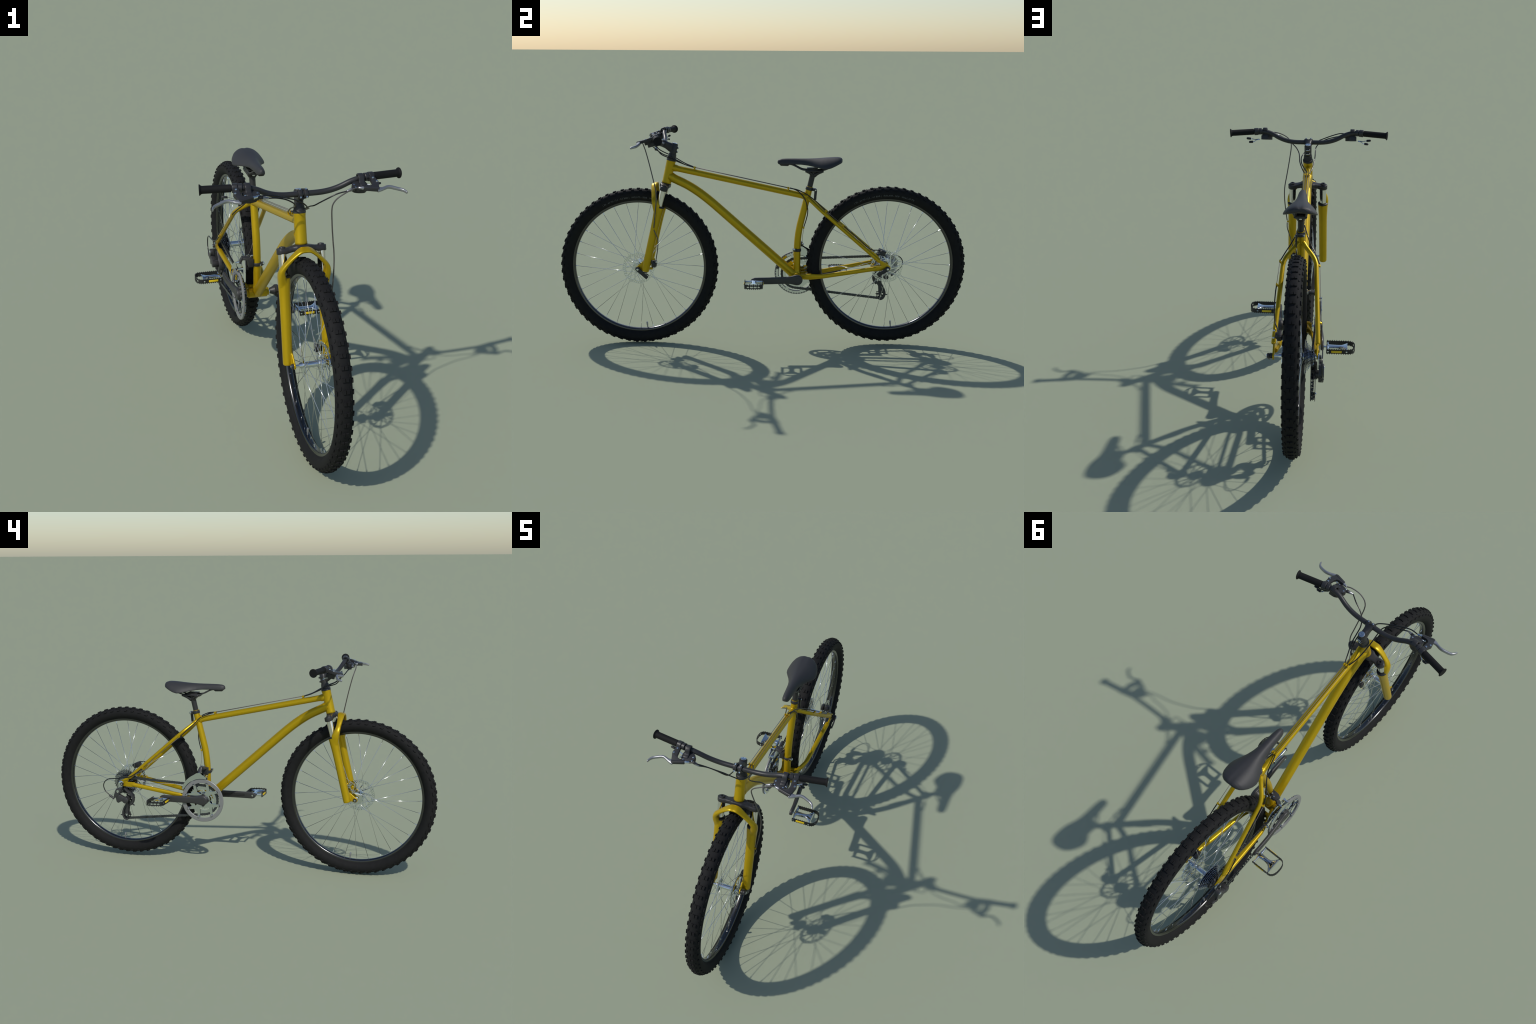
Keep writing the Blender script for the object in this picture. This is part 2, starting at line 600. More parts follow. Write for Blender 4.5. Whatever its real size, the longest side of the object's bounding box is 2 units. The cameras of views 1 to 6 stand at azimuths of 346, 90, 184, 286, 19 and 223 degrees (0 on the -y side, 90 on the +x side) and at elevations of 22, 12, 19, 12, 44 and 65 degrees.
# brake mount tabs and hose guide on the left leg
g = Geo()
g.tube([leg(0.44, 1) + V((-0.006, 0.006, 0)), V((0.058, -0.528, 0.437))], (0.006, 0.005), 12, up=(0, 0, 1), power=3)
g.tube([leg(0.392, 1) + V((-0.006, 0.008, 0)), V((0.060, -0.540, 0.392))], (0.006, 0.005), 12, up=(0, 0, 1), power=3)
obj(g, "brake_mount", YELLOW, fork)
g = Geo()
g.tube([leg(0.596, 1) + V((0.010, 0, 0)), V((0.1000, -0.5245, 0.596))], (0.0042, 0.0042), 12, up=(0, 0, 1), power=3)
obj(g, "hose_guide", YELLOW, fork, bevel=0.0008)

# ================================================================== WHEELS
TR = 0.3862  # casing radius at the crown
half = [(0.0, TR), (0.0085, 0.3855), (0.0165, 0.3829), (0.0238, 0.3775), (0.0285, 0.3690), (0.0303, 0.3590), (0.0280, 0.3475), (0.0215, 0.3375), (0.0150, 0.3312), (0.0128, 0.3272)]
CASING = [(q.x, q.y) for q in spline([(-half[1][0], half[1][1], 0)] + [(a, b, 0) for a, b in half], 6)][6:]


def on_casing(s):
    """Point and outward normal on the tyre section at arc length s from the crown."""
    acc = 0.0
    for a, b in zip(CASING, CASING[1:]):
        l = hypot(b[0] - a[0], b[1] - a[1])
        if acc + l >= s:
            t = (s - acc) / l
            n = V((b[1] - a[1], -(b[0] - a[0]))).normalized() * -1
            return V((a[0] + (b[0] - a[0]) * t, a[1] + (b[1] - a[1]) * t)), n
        acc += l
    return V(CASING[-1]), V((0, 1))


PITCHES = 61
PITCH = TAU / PITCHES


def knob(g, side, s0, s1, th, length, h, skew=0.0):
    """Moulded block between arc lengths s0..s1 on one side, centred at angle th."""
    dth = length / TR / 2
    top, base = [], []
    for (s, t) in ((s0, -1), (s1, -1), (s1, 1), (s0, 1)):
        p, n = on_casing(s)
        mid = (s0 + s1) / 2
        for lst, hh, k in ((base, -0.0015, 1.0), (top, h, 0.90)):
            sp = mid + (s - mid) * k
            p, n = on_casing(sp)
            q = p + n * hh
            a = th + dth * t * k + skew * (sp - mid)
            lst.append(V((q.x * side, q.y * cos(a), q.y * sin(a))))
    g.add(base + top, [(0, 1, 2, 3), (7, 6, 5, 4), (0, 4, 5, 1), (1, 5, 6, 2), (2, 6, 7, 3), (3, 7, 4, 0)])


def side_text(body, size, a_start, r_base, parent, center):
    """Raised words bent round the left sidewall."""
    cu = bpy.data.curves.new("sidewall_text", "FONT")
    cu.body = body
    cu.size = size
    cu.extrude = 0.0009
    cu.resolution_u = 2
    tmp = bpy.data.objects.new("text_tmp", cu)
    SCN.objects.link(tmp)
    dg = bpy.context.evaluated_depsgraph_get()
    me = bpy.data.meshes.new_from_object(tmp.evaluated_get(dg))
    bpy.data.objects.remove(tmp)
    wmax = max(v.co.x for v in me.vertices)
    g = Geo()
    vs = []
    side_x = sorted(((r, x) for x, r in CASING if r < 0.372))
    for v in me.vertices:
        r = r_base + v.co.y
        a = a_start - v.co.x / (r_base + size * 0.35)
        x = lerp_table(side_x, r)[0] + v.co.z + 0.0004
        vs.append(V((x, r * cos(a), r * sin(a))) + center)
    g.add(vs, [tuple(p.vertices) for p in me.polygons])
    bpy.data.meshes.remove(me)
    ob = obj(g, "sidewall_lettering", LETTER, parent, center, angle=20)
    ob["kind"] = "stuff"


BLOCK_SRC = None
SPOKE_MESH = {}


def build_wheel(center, rear):
    global BLOCK_SRC
    wheel = empty("wheel", BIKE, center)
    tyre_parent = wheel
    # tyre casing
    g = Geo()
    prof = CASING + [(-x, r) for x, r in reversed(CASING)][:-1]
    g.lathe(prof, center, XAX, 244, closed=True)
    tyre = obj(g, "tyre", RUBBER, wheel, center, angle=60)
    # centre blocks: two side by side per pitch
    ph = radians(1.4)
    if BLOCK_SRC is None:
        g = Geo()
        for s in (1, -1):
            knob(g, s, 0.0006, 0.0106, 0.0, 0.0148, 0.0049)
        BLOCK_SRC = obj(g, "tread_block", RUBBER, tyre, (0, 0, 0), angle=20, bevel=0.0005, segs=1)
        BLOCK_SRC.location = (0, 0, 0)
        BLOCK_SRC.rotation_euler = (ph, 0, 0)
        WORLD[BLOCK_SRC.name] = V(center)
        start = 1
    else:
        start = 0
    for i in range(start, PITCHES):
        copy_of(BLOCK_SRC, "tread_block", tyre, center, (ph + PITCH * i, 0, 0))
    # intermediate and shoulder knobs
    g = Geo()
    for i in range(PITCHES):
        for s in (1, -1):
            knob(g, s, 0.0155, 0.0212, ph + PITCH * (i - 0.29), 0.0105, 0.0029, 2.0)
            knob(g, s, 0.0285, 0.0345, ph + PITCH * (i + 0.12), 0.0150, 0.0044, -1.5)
    g.v = [q + center for q in g.v]
    k = obj(g, "tread_knobs", RUBBER, tyre, center, angle=20)
    k["kind"] = "stuff"
    if rear:
        side_text("| 35 - 65 PSI / 2.5 - 4.5 BAR |   INFLATE - SIDE   WALL 65 PSI", 0.0118, radians(118.0), 0.3445, tyre, center)
    else:
        side_text("| 35 - 65 PSI / 2.5 - 4.5 BAR |   INFLATE - SIDE   WALL 65 PSI", 0.0118, radians(119.5), 0.3440, tyre, center)
    # rim
    g = Geo()
    rp = [(-0.0132, 0.3318), (-0.0140, 0.3310), (-0.0140, 0.3255), (-0.0128, 0.3218), (-0.0095, 0.3190), (-0.004, 0.3180), (0.004, 0.3180), (0.0095, 0.3190), (0.0128, 0.3218), (0.0140, 0.3255), (0.0140, 0.3310), (0.0132, 0.3318), (0.0115, 0.3318), (0.0110, 0.3270), (-0.0110, 0.3270), (-0.0115, 0.3318)]
    g.lathe(rp, center, XAX, 160, closed=True)
    obj(g, "rim", RIMM, wheel, center, angle=45)
    # hub
    g = Geo()
    if rear:
        flange = {1: 0.0330, -1: -0.0260}
        prof = [(-0.083, 0.004), (-0.083, 0.0055), (-0.073, 0.0055), (-0.073, 0.009), (-0.030, 0.016), (-0.0275, 0.0290), (-0.0270, 0.0300), (-0.0245, 0.0300), (-0.0242, 0.0290), (-0.0235, 0.0160), (-0.0200, 0.0130), (0.028, 0.0130), (0.0305, 0.0160), (0.0312, 0.0290), (0.0315, 0.0300), (0.0340, 0.0300), (0.0342, 0.0290), (0.0345, 0.0195), (0.046, 0.0190), (0.0465, 0.0110), (0.064, 0.0095), (0.064, 0.0055), (0.082, 0.0055), (0.082, 0.004)]
    else:
        flange = {1: 0.0320, -1: -0.0320}
        prof = [(-0.061, 0.0035), (-0.061, 0.0048), (-0.046, 0.0048), (-0.046, 0.0085), (-0.0345, 0.0110), (-0.0336, 0.0290), (-0.0333, 0.0300), (-0.0308, 0.0300), (-0.0305, 0.0290), (-0.0298, 0.0140), (-0.0260, 0.0115), (0.0260, 0.0115), (0.0298, 0.0140), (0.0305, 0.0290), (0.0308, 0.0300), (0.0333, 0.0300), (0.0336, 0.0290), (0.0340, 0.0190), (0.0455, 0.0185), (0.0460, 0.0105), (0.053, 0.0085), (0.053, 0.0048), (0.061, 0.0048), (0.061, 0.0035)]
    g.lathe(prof, center, XAX, 48)
    obj(g, "hub", CHROME, wheel, center, angle=30)
    # spokes: 32, crossing tangentially; + and - leaning alternate in pairs
    nip = Geo()
    for k in range(32):
        side = 1 if k % 2 == 0 else -1
        lean = 1 if k % 4 in (0, 3) else -1
        key = (side, lean, rear)
        if key not in SPOKE_MESH:
            fx = flange[side] + side * 0.0008 * lean
            a0 = pi / 2
            ah = a0 + lean * radians(79)
            hub_p = V((fx, 0.0272 * cos(ah), 0.0272 * sin(ah)))
            rim_p = V((0.0025 * side, 0.3215 * cos(a0), 0.3215 * sin(a0)))
            g = Geo()
            g.tube([hub_p - V((side * 0.003, 0, 0)), hub_p + V((side * 0.0008, 0, 0)), hub_p.lerp(rim_p, 0.012), rim_p], 0.00104, 8)
            sp = obj(g, "spoke", STEEL, wheel, (0, 0, 0), angle=180)
            sp.location = (0, 0, 0)
            sp.rotation_euler = ((TAU * k / 32), 0, 0)
            WORLD[sp.name] = V(center)
            SPOKE_MESH[key] = sp
        else:
            copy_of(SPOKE_MESH[key], "spoke", wheel, center, (TAU * k / 32, 0, 0))
        a = pi / 2 + TAU * k / 32
        ah = a + lean * radians(79)
        hp = V((flange[side], 0.0272 * cos(ah), 0.0272 * sin(ah)))
        rp_ = V((0.0025 * side, 0.3200 * cos(a), 0.3200 * sin(a)))
        d = (hp - rp_).normalized()
        nip.cyl(rp_ + center, rp_ + d * 0.013 + center, 0.0019, 8)
    ob = obj(nip, "spoke_nipples", STEEL, wheel, center)
    ob["kind"] = "stuff"
    # valve
    a = radians(-84)
    dr = V((0, cos(a), sin(a)))
    g = Geo()
    g.lathe([(0, 0.0030), (0.014, 0.0030), (0.015, 0.0042), (0.030, 0.0042), (0.0315, 0.0036)], center + dr * 0.3195, -dr, 14)
    obj(g, "valve", LEVERM, wheel)
    # disc rotor on the left
    rx = 0.0470 if rear else 0.0485
    c2 = V((center.y, center.z))
    g = Geo()
    outer = []
    for i in range(180):
        a = TAU * i / 180
        r = 0.0775 + 0.0010 * cos(12 * a)
        outer.append((c2.x + r * cos(a), c2.y + r * sin(a)))
    inner = []
    for i in range(120):
        a = TAU * i / 120
        r = 0.0630 + 0.0012 * cos(12 * a)
        inner.append((c2.x + r * cos(a), c2.y + r * sin(a)))
    loops = [outer, inner]
    for i in range(44):
        a = TAU * (i + 0.5) / 44
        quad = [(0.0648, 0.085), (0.0648, 0.018), (0.0756, -0.085), (0.0756, -0.018)]
        loops.append([(c2.x + r * cos(a + d), c2.y + r * sin(a + d)) for r, d in quad])
    g.flat(loops, -0.0010, 0.0010, SIDE(rx))
    ring_in = circle(c2.x, c2.y, 0.0150, 40)
    g.flat([circle(c2.x, c2.y, 0.0235, 48), ring_in], -0.0012, 0.0012, SIDE(rx))
    for i in range(10):
        a = TAU * i / 10 + 0.2
        arm = []
        for w in (1, -1):
            row = []
            for j in range(9):
                t = j / 8
                r = 0.0225 + (0.0645 - 0.0225) * t
                aa = a + 0.42 * t + 0.10 * sin(pi * t)
                row.append((c2.x + r * cos(aa) - w * 0.0027 * sin(aa), c2.y + r * sin(aa) + w * 0.0027 * cos(aa)))
            arm += row if w == 1 else row[::-1]
        g.flat([arm], -0.0008, 0.0008, SIDE(rx))
    for i in range(6):
        a = TAU * i / 6
        q = V((rx, center.y + 0.0195 * cos(a), center.z + 0.0195 * sin(a)))
        g.cyl(q, q + V((0.0035, 0, 0)), 0.0032, 10, 0.0006)
    obj(g, "brake_rotor", CHROME, wheel, center, angle=30)
    return wheel


front_wheel = build_wheel(FRONT, False)
rear_wheel = build_wheel(REAR, True)


# quick release levers on the left, nuts on the right
def quick_release(center, x_drop, x_out, tip, wheel, x_right):
    g = Geo()
    c = V(center)
    g.lathe([(0, 0.0095), (0.004, 0.0105), (0.010, 0.0105), (0.012, 0.0085)], c + XAX * x_drop, XAX, 24)
    a = c + XAX * x_out
    b = V(tip)
    d = (b - a).normalized()
    side = V((1, 0, 0))
    g.tube([a - d * 0.0115, a - d * 0.009, a, a + d * 0.014, a.lerp(b, 0.5) + side * 0.002, b - d * 0.004, b], [(0.004, 0.004), (0.0055, 0.008), (0.0060, 0.0102), (0.0050, 0.0098), (0.0032, 0.0090), (0.0030, 0.0088), (0.0025, 0.0086)], 14, up=(1, 0, 0), power=4)
    obj(g, "quick_release_lever", SATIN, wheel)
    g = Geo()
    g.cyl(a + XAX * 0.003, a + XAX * 0.0085, 0.0055, 18, 0.0008)
    g.cyl(c + XAX * (x_right + 0.012), c + XAX * (x_right - 0.001), 0.0042, 14, 0.0008)
    obj(g, "axle_end", CHROME, wheel)
    g = Geo()
    g.lathe([(0, 0.0095), (-0.004, 0.0098), (-0.009, 0.0080), (-0.0095, 0.005)], c + XAX * (x_right + 0.010), XAX, 20)
    obj(g, "axle_nut", SATIN, wheel)


quick_release(FRONT, 0.067, 0.0830, (0.0860, -0.5620, 0.3485), front_wheel, -0.0765)
quick_release(REAR, 0.0875, 0.1035, (0.1040, 0.5600, 0.3740), rear_wheel, -0.1020)
g = Geo()
g.tube([(0.081, -0.600, 0.386), (0.083, -0.585, 0.377), (0.083, -0.562, 0.3735)], [(0.003, 0.003), (0.003, 0.0022), (0.003, 0.002)], 10, up=(1, 0, 0), power=3)
obj(g, "lever_stop", SATIN, front_wheel)


# ------------------------------------------------------------------ toothed wheels
def sprocket(g, c, x, r, thick, hole, extra=()):
    n = max(9, round(TAU * (r - 0.002) / 0.01333))
    out = []
    for i in range(n):
        a = TAU * i / n
        w = TAU / n
        for f, rr in ((-0.44, r - 0.0052), (-0.20, r - 0.0046), (-0.07, r), (0.07, r), (0.20, r - 0.0046), (0.44, r - 0.0052)):
            out.append((c.y + rr * cos(a + f * w), c.z + rr * sin(a + f * w)))
    loops = [out]
    if hole:
        loops.append(circle(c.y, c.z, hole, 36))
    loops += list(extra)
    g.flat(loops, -thick / 2, thick / 2, SIDE(x))
    return n


cassette = empty("cassette", rear_wheel, REAR + V((-0.055, 0, 0)))
for i, r in enumerate((0.0680, 0.0605, 0.0535, 0.0470, 0.0415, 0.0370, 0.0330, 0.0295)):
    g = Geo()
    x = -0.0375 - 0.0049 * i
    ex = []
    if i < 5:
        for k in range(7):
            a = TAU * k / 7 + i * 0.2
            rr = (r + 0.018) / 2
            ex.append(circle(REAR.y + rr * cos(a), REAR.z + rr * sin(a), min(0.0095, (r - 0.022) * 0.27), 12))
    sprocket(g, REAR, x, r, 0.0024, 0.015, ex)

    obj(g, "cog", COGM, cassette, REAR + V((x, 0, 0)), angle=25)
g = Geo()
for i in range(8):
    rr = (0.034, 0.031, 0.028, 0.0255, 0.0235, 0.0215, 0.020, 0.0185)[i]
    g.lathe([(-0.0389 - 0.0049 * i, rr), (-0.0410 - 0.0049 * i, rr)], REAR, XAX, 28)
g.lathe([(-0.0350, 0.0165), (-0.0750, 0.0165), (-0.0765, 0.0150), (-0.0765, 0.0060)], REAR, XAX, 30)
obj(g, "cassette_body", DERM, cassette, angle=30)

# ================================================================== CRANKSET
crankset = empty("crankset", BIKE, BB)
TILT = radians(0.8)


def around(c, r, a):
    return (c.y + r * cos(a), c.z + r * sin(a))


SPIDER_A = [radians(37 + 90 * k) for k in range(4)]
BOLT_A = [a + s * radians(22.3) for a in SPIDER_A for s in (-1, 1)]

# chain guard ring
g = Geo()
g.lathe([(-0.0805, 0.0912), (-0.0835, 0.0905), (-0.0872, 0.0908), (-0.0880, 0.0920), (-0.0880, 0.1090), (-0.0868, 0.1108), (-0.0840, 0.1115), (-0.0815, 0.1108), (-0.0805, 0.1085)], BB, XAX, 96, closed=True)
for a in BOLT_A:
    q = circle(*around(BB, 0.0905, a), 0.0062, 14)
    g.flat([q], -0.0015, 0.0035, SIDE(-0.0865))
obj(g, "chain_guard", GUARDM, crankset, BB, angle=30)
# chainrings
g = Geo()
sprocket(g, BB, -0.0785, 0.1085, 0.0026, 0.0945)
for a in BOLT_A:
    g.flat([circle(*around(BB, 0.0905, a), 0.0066, 14)], -0.0008, 0.0008, SIDE(-0.0788))
obj(g, "chainring", CHROME, crankset, BB, angle=25)
g = Geo()
sprocket(g, BB, -0.0700, 0.0780, 0.0026, 0.0540)
for a in SPIDER_A:
    pts = []
    for aa, r in ((-0.17, 0.040), (-0.24, 0.058), (0.24, 0.058), (0.17, 0.040)):
        pts.append(around(BB, r, a + aa))
    g.flat([pts], -0.0009, 0.0009, SIDE(-0.0702))
obj(g, "chainring", CHROME, crankset, BB, angle=25)
g = Geo()
sprocket(g, BB, -0.0615, 0.0500, 0.0026, 0.0300)
obj(g, "chainring", CHROME, crankset, BB, angle=25)
# spider: central disc with four Y-shaped arms
g = Geo()
g.flat([circle(BB.y, BB.z, 0.0350, 60)], -0.0025, 0.0025, SIDE(-0.0745))


def strip(p0, p1, w0, w1):
    d = (V(p1) - V(p0)).normalized()
    n = V((-d.y, d.x))
    p0, p1 = V(p0), V(p1)
    return [p0 + n * w0, p0 - n * w0, p1 - n * w1, p1 + n * w1]


for a in SPIDER_A:
    root = around(BB, 0.030, a)
    fork_p = around(BB, 0.060, a)
    g.flat([strip(root, fork_p, 0.0135, 0.0125)], -0.0023, 0.0023, SIDE(-0.0752))
    for s in (-1, 1):
        b = a + s * radians(22.3)
        st = around(BB, 0.050, a + s * 0.07)
        en = around(BB, 0.0905, b)
        g.flat([strip(st, en, 0.0088, 0.0060)], -0.0021, 0.0021, SIDE(-0.0758 - 0.0003 * s))
        g.flat([circle(*en, 0.0072, 16)], -0.0024, 0.0024, SIDE(-0.0757))
obj(g, "spider", CHROME, crankset, BB, angle=25)
g = Geo()
for a in BOLT_A:
    y, z = around(BB, 0.0905, a)
    g.cyl((-0.0885, y, z), (-0.0915, y, z), 0.0038, 12, 0.0008)
ob = obj(g, "chainring_bolts", CHROME, crankset, BB)
ob["kind"] = "stuff"


def crank_arm(s):
    g = Geo()
    dirn = 1 if s < 0 else -1  # right arm points back, left arm forward
    dv = V((0, dirn * cos(TILT), dirn * sin(TILT) * 1.0))
    st = [(-0.0258, 0.0030, 0.0060), (-0.0245, 0.0085, 0.0085), (-0.0205, 0.0155, 0.0098), (-0.0140, 0.0216, 0.0102), (-0.006, 0.0250, 0.0104), (0.002, 0.0257, 0.0104), (0.010, 0.0247, 0.0103), (0.020, 0.0222, 0.0100), (0.033, 0.0190, 0.0095), (0.048, 0.0174, 0.0088), (0.075, 0.0168, 0.0080), (0.130, 0.0168, 0.0073), (0.190, 0.0168, 0.0070), (0.208, 0.0166, 0.0070), (0.2165, 0.0142, 0.0070), (0.2225, 0.0102, 0.0068), (0.2262, 0.0055, 0.0062), (0.2275, 0.0018, 0.0050)]
    path, rad = [], []
    for d, h, t in st:
        x = lerp_table([(-0.03, 0.0845), (0.02, 0.0850), (0.06, 0.0895), (0.12, 0.0965), (0.17, 0.0990), (0.23, 0.0995)], d)[0]
        path.append(BB + dv * d + XAX * (x * s))
        rad.append((h, t))
    g.tube(path, rad, 28, up=(0, 0, 1), power=4.0)
    # boss towards the spindle
    g.lathe([(0.056, 0.0125), (0.066, 0.0165), (0.078, 0.0225), (0.084, 0.0235)] if s > 0 else [(-0.070, 0.0240), (-0.078, 0.0240), (-0.084, 0.0235)], BB, XAX, 32)
    if s < 0:  # four lobes of the spider boss
        for k in range(4):
            a = TAU * k / 4
            q = BB + V((0, cos(a), sin(a))) * 0.0265
            g.lathe([(-0.073, 0.0075), (-0.081, 0.0072), (-0.083, 0.0060)], V((0, q.y, q.z)), XAX, 14)
    obj(g, "crank_arm", CRANKM, crankset, angle=45)
    # recess line on the inner face, bolt cover outside
    g = Geo()
    c = BB + XAX * (s * 0.0945)
    g.lathe([(0, 0.0105), (0.0012 * s, 0.0100), (0.0014 * s, 0.0085), (0.0006 * s, 0.0070), (0.0006 * s, 0.0)], c, XAX, 28)
    obj(g, "crank_bolt_cover", CRANKM, crankset)
    return BB + dv * 0.2110


pedal_pos = {s: crank_arm(s) for s in (1, -1)}
g = Geo()
g.cyl(BB - XAX * 0.078, BB + XAX * 0.060, 0.0085, 20)
obj(g, "spindle", CHROME, crankset)
# inner groove of the left arm, seen from the drive side
g = Geo()
g.flat([[(BB.y - 0.055, BB.z + 0.0052), (BB.y - 0.165, BB.z + 0.0050), (BB.y - 0.172, BB.z - 0.0015), (BB.y - 0.165, BB.z - 0.0075), (BB.y - 0.055, BB.z - 0.0080)]], -0.0006, 0.0006, lambda u, v, w: V((0.0815 + 0.0105 * min(1, max(0, (BB.y - 0.055 - u) / 0.11)) - 0.0012 + w, u, v)))
obj(g, "arm_groove", PLASTIC, crankset)
g = Geo()
for s in (1, -1):
    p = pedal_pos[s]
    g.cyl(p + XAX * (s * 0.0905), p + XAX * (s * 0.125), 0.0050, 16, 0.0006)
obj(g, "pedal_spindle", CHROME, crankset)


# ================================================================== PEDALS
def pedal(s):
    c = pedal_pos[s] - V((0, 0, 0.0005))
    ped = empty("pedal", crankset, c + XAX * (s * 0.17))
    X0, X1, XE, W = 0.1165, 0.200, 0.2310, 0.0432
    # cage: a U-shaped toothed band open at the inner end
    path = [(X0, -W)]
    n = 34
    for i in range(n + 1):
        path.append((X0 + (X1 - X0) * i / n, -W))
    for i in range(1, 24):
        a = -pi / 2 + pi * i / 24
        ca, sa = cos(a), sin(a)
        path.append((X1 + (XE - X1) * math.copysign(abs(ca) ** 0.8, ca), W * math.copysign(abs(sa) ** 0.8, sa)))
    for i in range(n + 1):
        path.append((X1 + (X0 - X1) * i / n, W))
    L = [0.0]
    for a, b in zip(path, path[1:]):
        L.append(L[-1] + hypot(b[0] - a[0], b[1] - a[1]))
    tot = L[-1]
    N = 260
    cols = []
    for i in range(N + 1):
        l = tot * i / N
        for j in range(len(L) - 1):
            if L[j + 1] >= l and L[j + 1] > L[j]:
                t = (l - L[j]) / (L[j + 1] - L[j])
                q = V((path[j][0] + (path[j + 1][0] - path[j][0]) * t, path[j][1] + (path[j + 1][1] - path[j][1]) * t))
                break
        cols.append((l, q))
    g = Geo()
    H = 0.0088
    teeth = tot / round(tot / 0.0094)

    def band(zlo, zhi, tooth_top, tooth_bot, i0, i1):
        rings = []
        for i in range(i0, i1 + 1):
            l, q = cols[i]
            a = cols[max(0, i - 1)][1]
            b = cols[min(N, i + 1)][1]
            d = (b - a).normalized()
            nn = V((-d.y, d.x)) * 0.0014
            f = (l / teeth) % 1.0
            th = max(0.0, 1 - abs(f - 0.5) / 0.24) * 0.0046
            z0 = zlo - (th if tooth_bot else 0)
            z1 = zhi + (th if tooth_top else 0)
            ring = []
            for (o, z) in ((nn, z0), (-nn, z0), (-nn, z1), (nn, z1)):
                ring.append(c + V(((q.x + o.x) * s, q.y + o.y, z)))
            rings.append(ring)
        g.rings(rings)

    band(H - 0.0048, H, True, False, 0, N)
    band(-H, -H + 0.0048, False, True, 0, N)
    # posts between the two rails (solid stretches of the plate)
    for f0, f1 in ((0.0, 0.385), (0.43, 0.445), (0.495, 0.505), (0.555, 0.57), (0.615, 1.0)):
        band(-H + 0.0040, H - 0.0040, False, False, int(f0 * N), int(f1 * N))
    obj(g, "pedal_cage", PLASTIC, ped, angle=25)
    # bright body: inner cross bar, barrel, flared outer end
    g = Geo()
    g.tube([c + V((0.1215 * s, y, 0)) for y in (-0.0415, -0.030, -0.012, 0.012, 0.030, 0.0415)], [(0.0075, 0.0040), (0.0070, 0.0042), (0.0082, 0.0065), (0.0082, 0.0065), (0.0070, 0.0042), (0.0075, 0.0040)], 16, up=(0, 0, 1), power=3)
    st = [(0.1195, 0.0210, 0.0090), (0.1240, 0.0155, 0.0095), (0.1300, 0.0122, 0.0096), (0.145, 0.0106, 0.0094), (0.163, 0.0102, 0.0090), (0.174, 0.0125, 0.0087), (0.183, 0.0185, 0.0085), (0.189, 0.0270, 0.0085), (0.195, 0.0345, 0.0086), (0.1985, 0.0418, 0.0090), (0.2015, 0.0420, 0.0090)]
    path = spline([(x, a, b) for x, a, b in st], 3)
    g.tube([c + V((q.x * s, 0, 0)) for q in path], [(max(q.z, 0.004), max(q.y, 0.004)) for q in path], 24, up=(0, 0, 1), power=2.6)
    obj(g, "pedal_body", CHROME, ped, angle=40)
    for sy in (1, -1):
        g = Geo()
        g.box(c + V((0.1580 * s, sy * (W + 0.0022), 0)), (0.0420, 0.0042, 0.0088))
        obj(g, "reflector", REFLECT, ped, bevel=0.0006)
        g = Geo()
        for x in (0.1235, 0.1985):
            q = c + V((x * s, sy * W, 0))
            g.cyl(q, q + V((0, sy * 0.0035, 0)), 0.0036, 12, 0.0008)
        obj(g, "pedal_screw", CHROME, ped)


for s in (1, -1):
    pedal(s)

# ================================================================== CHAIN
CH_X = -0.0695
ring_r, cog_r = 0.0752, 0.0315
JL = V((0, 0.5935, 0.2395))   # lower jockey wheel
JU = V((0, 0.5780, 0.3330))   # upper jockey wheel
j_r = 0.0215


def arc2(c, r, a0, a1, n):
    return [V((c.y + r * cos(a0 + (a1 - a0) * i / n), c.z + r * sin(a0 + (a1 - a0) * i / n))) for i in range(n + 1)]


cog_c = REAR
loop = []
loop += arc2(cog_c, cog_r, radians(92), radians(-70), 20)          # round the cog, top to front-bottom
loop += arc2(JU, j_r, radians(115), radians(235), 10)              # front of the upper jockey
loop += arc2(JL, j_r, radians(30), radians(-97), 14)               # behind the lower jockey
loop += arc2(BB, ring_r, radians(-97), radians(-268), 40)          # round the chainring
tot = 0
seg = []
for a, b in zip(loop, loop[1:] + loop[:1]):
    seg.append((tot, a, b))
    tot += (b - a).length
n_links = round(tot / 0.01333 / 2) * 2
chain = Geo()


def at(l):
    l %= tot
    for i in range(len(seg) - 1, -1, -1):
        if seg[i][0] <= l:
            s0, a, b = seg[i]
            return a.lerp(b, (l - s0) / max(1e-9, (b - a).length))


def chain_x(y):  # chain line: straight between ring and cog
    return -0.0700 + (REAR.x - 0.0665 + 0.0700) * min(1, max(0, (y - 0.20) / 0.38))


for i in range(n_links):
    a, b = at(tot * i / n_links), at(tot * (i + 1) / n_links)
    d = (b - a).normalized()
    nrm = V((-d.y, d.x))
    x = chain_x((a.x + b.x) / 2)
    wide = 0.0036 if i % 2 else 0.0026
    out = []
    for k in range(7):
        t = -pi / 2 - pi * k / 6
        out.append(a + d * (0.0062 * cos(t)) + nrm * (0.0062 * sin(t)))
    out.append((a + b) / 2 + nrm * 0.0050)
    for k in range(7):
        t = pi / 2 - pi * k / 6
        out.append(b + d * (0.0062 * cos(t)) + nrm * (0.0062 * sin(t)))
    out.append((a + b) / 2 - nrm * 0.0050)
    for s in (1, -1):
        chain.flat([out], -0.0005, 0.0005, SIDE(x + s * wide))
    chain.cyl((x - 0.0042, a.x, a.y), (x + 0.0042, a.x, a.y), 0.0028, 8)
ob = obj(chain, "chain", CHAINM, BIKE, angle=25)
ob["kind"] = "stuff"

# ================================================================== REAR DERAILLEUR
rd = empty("rear_derailleur", BIKE, (-0.095, 0.60, 0.33))


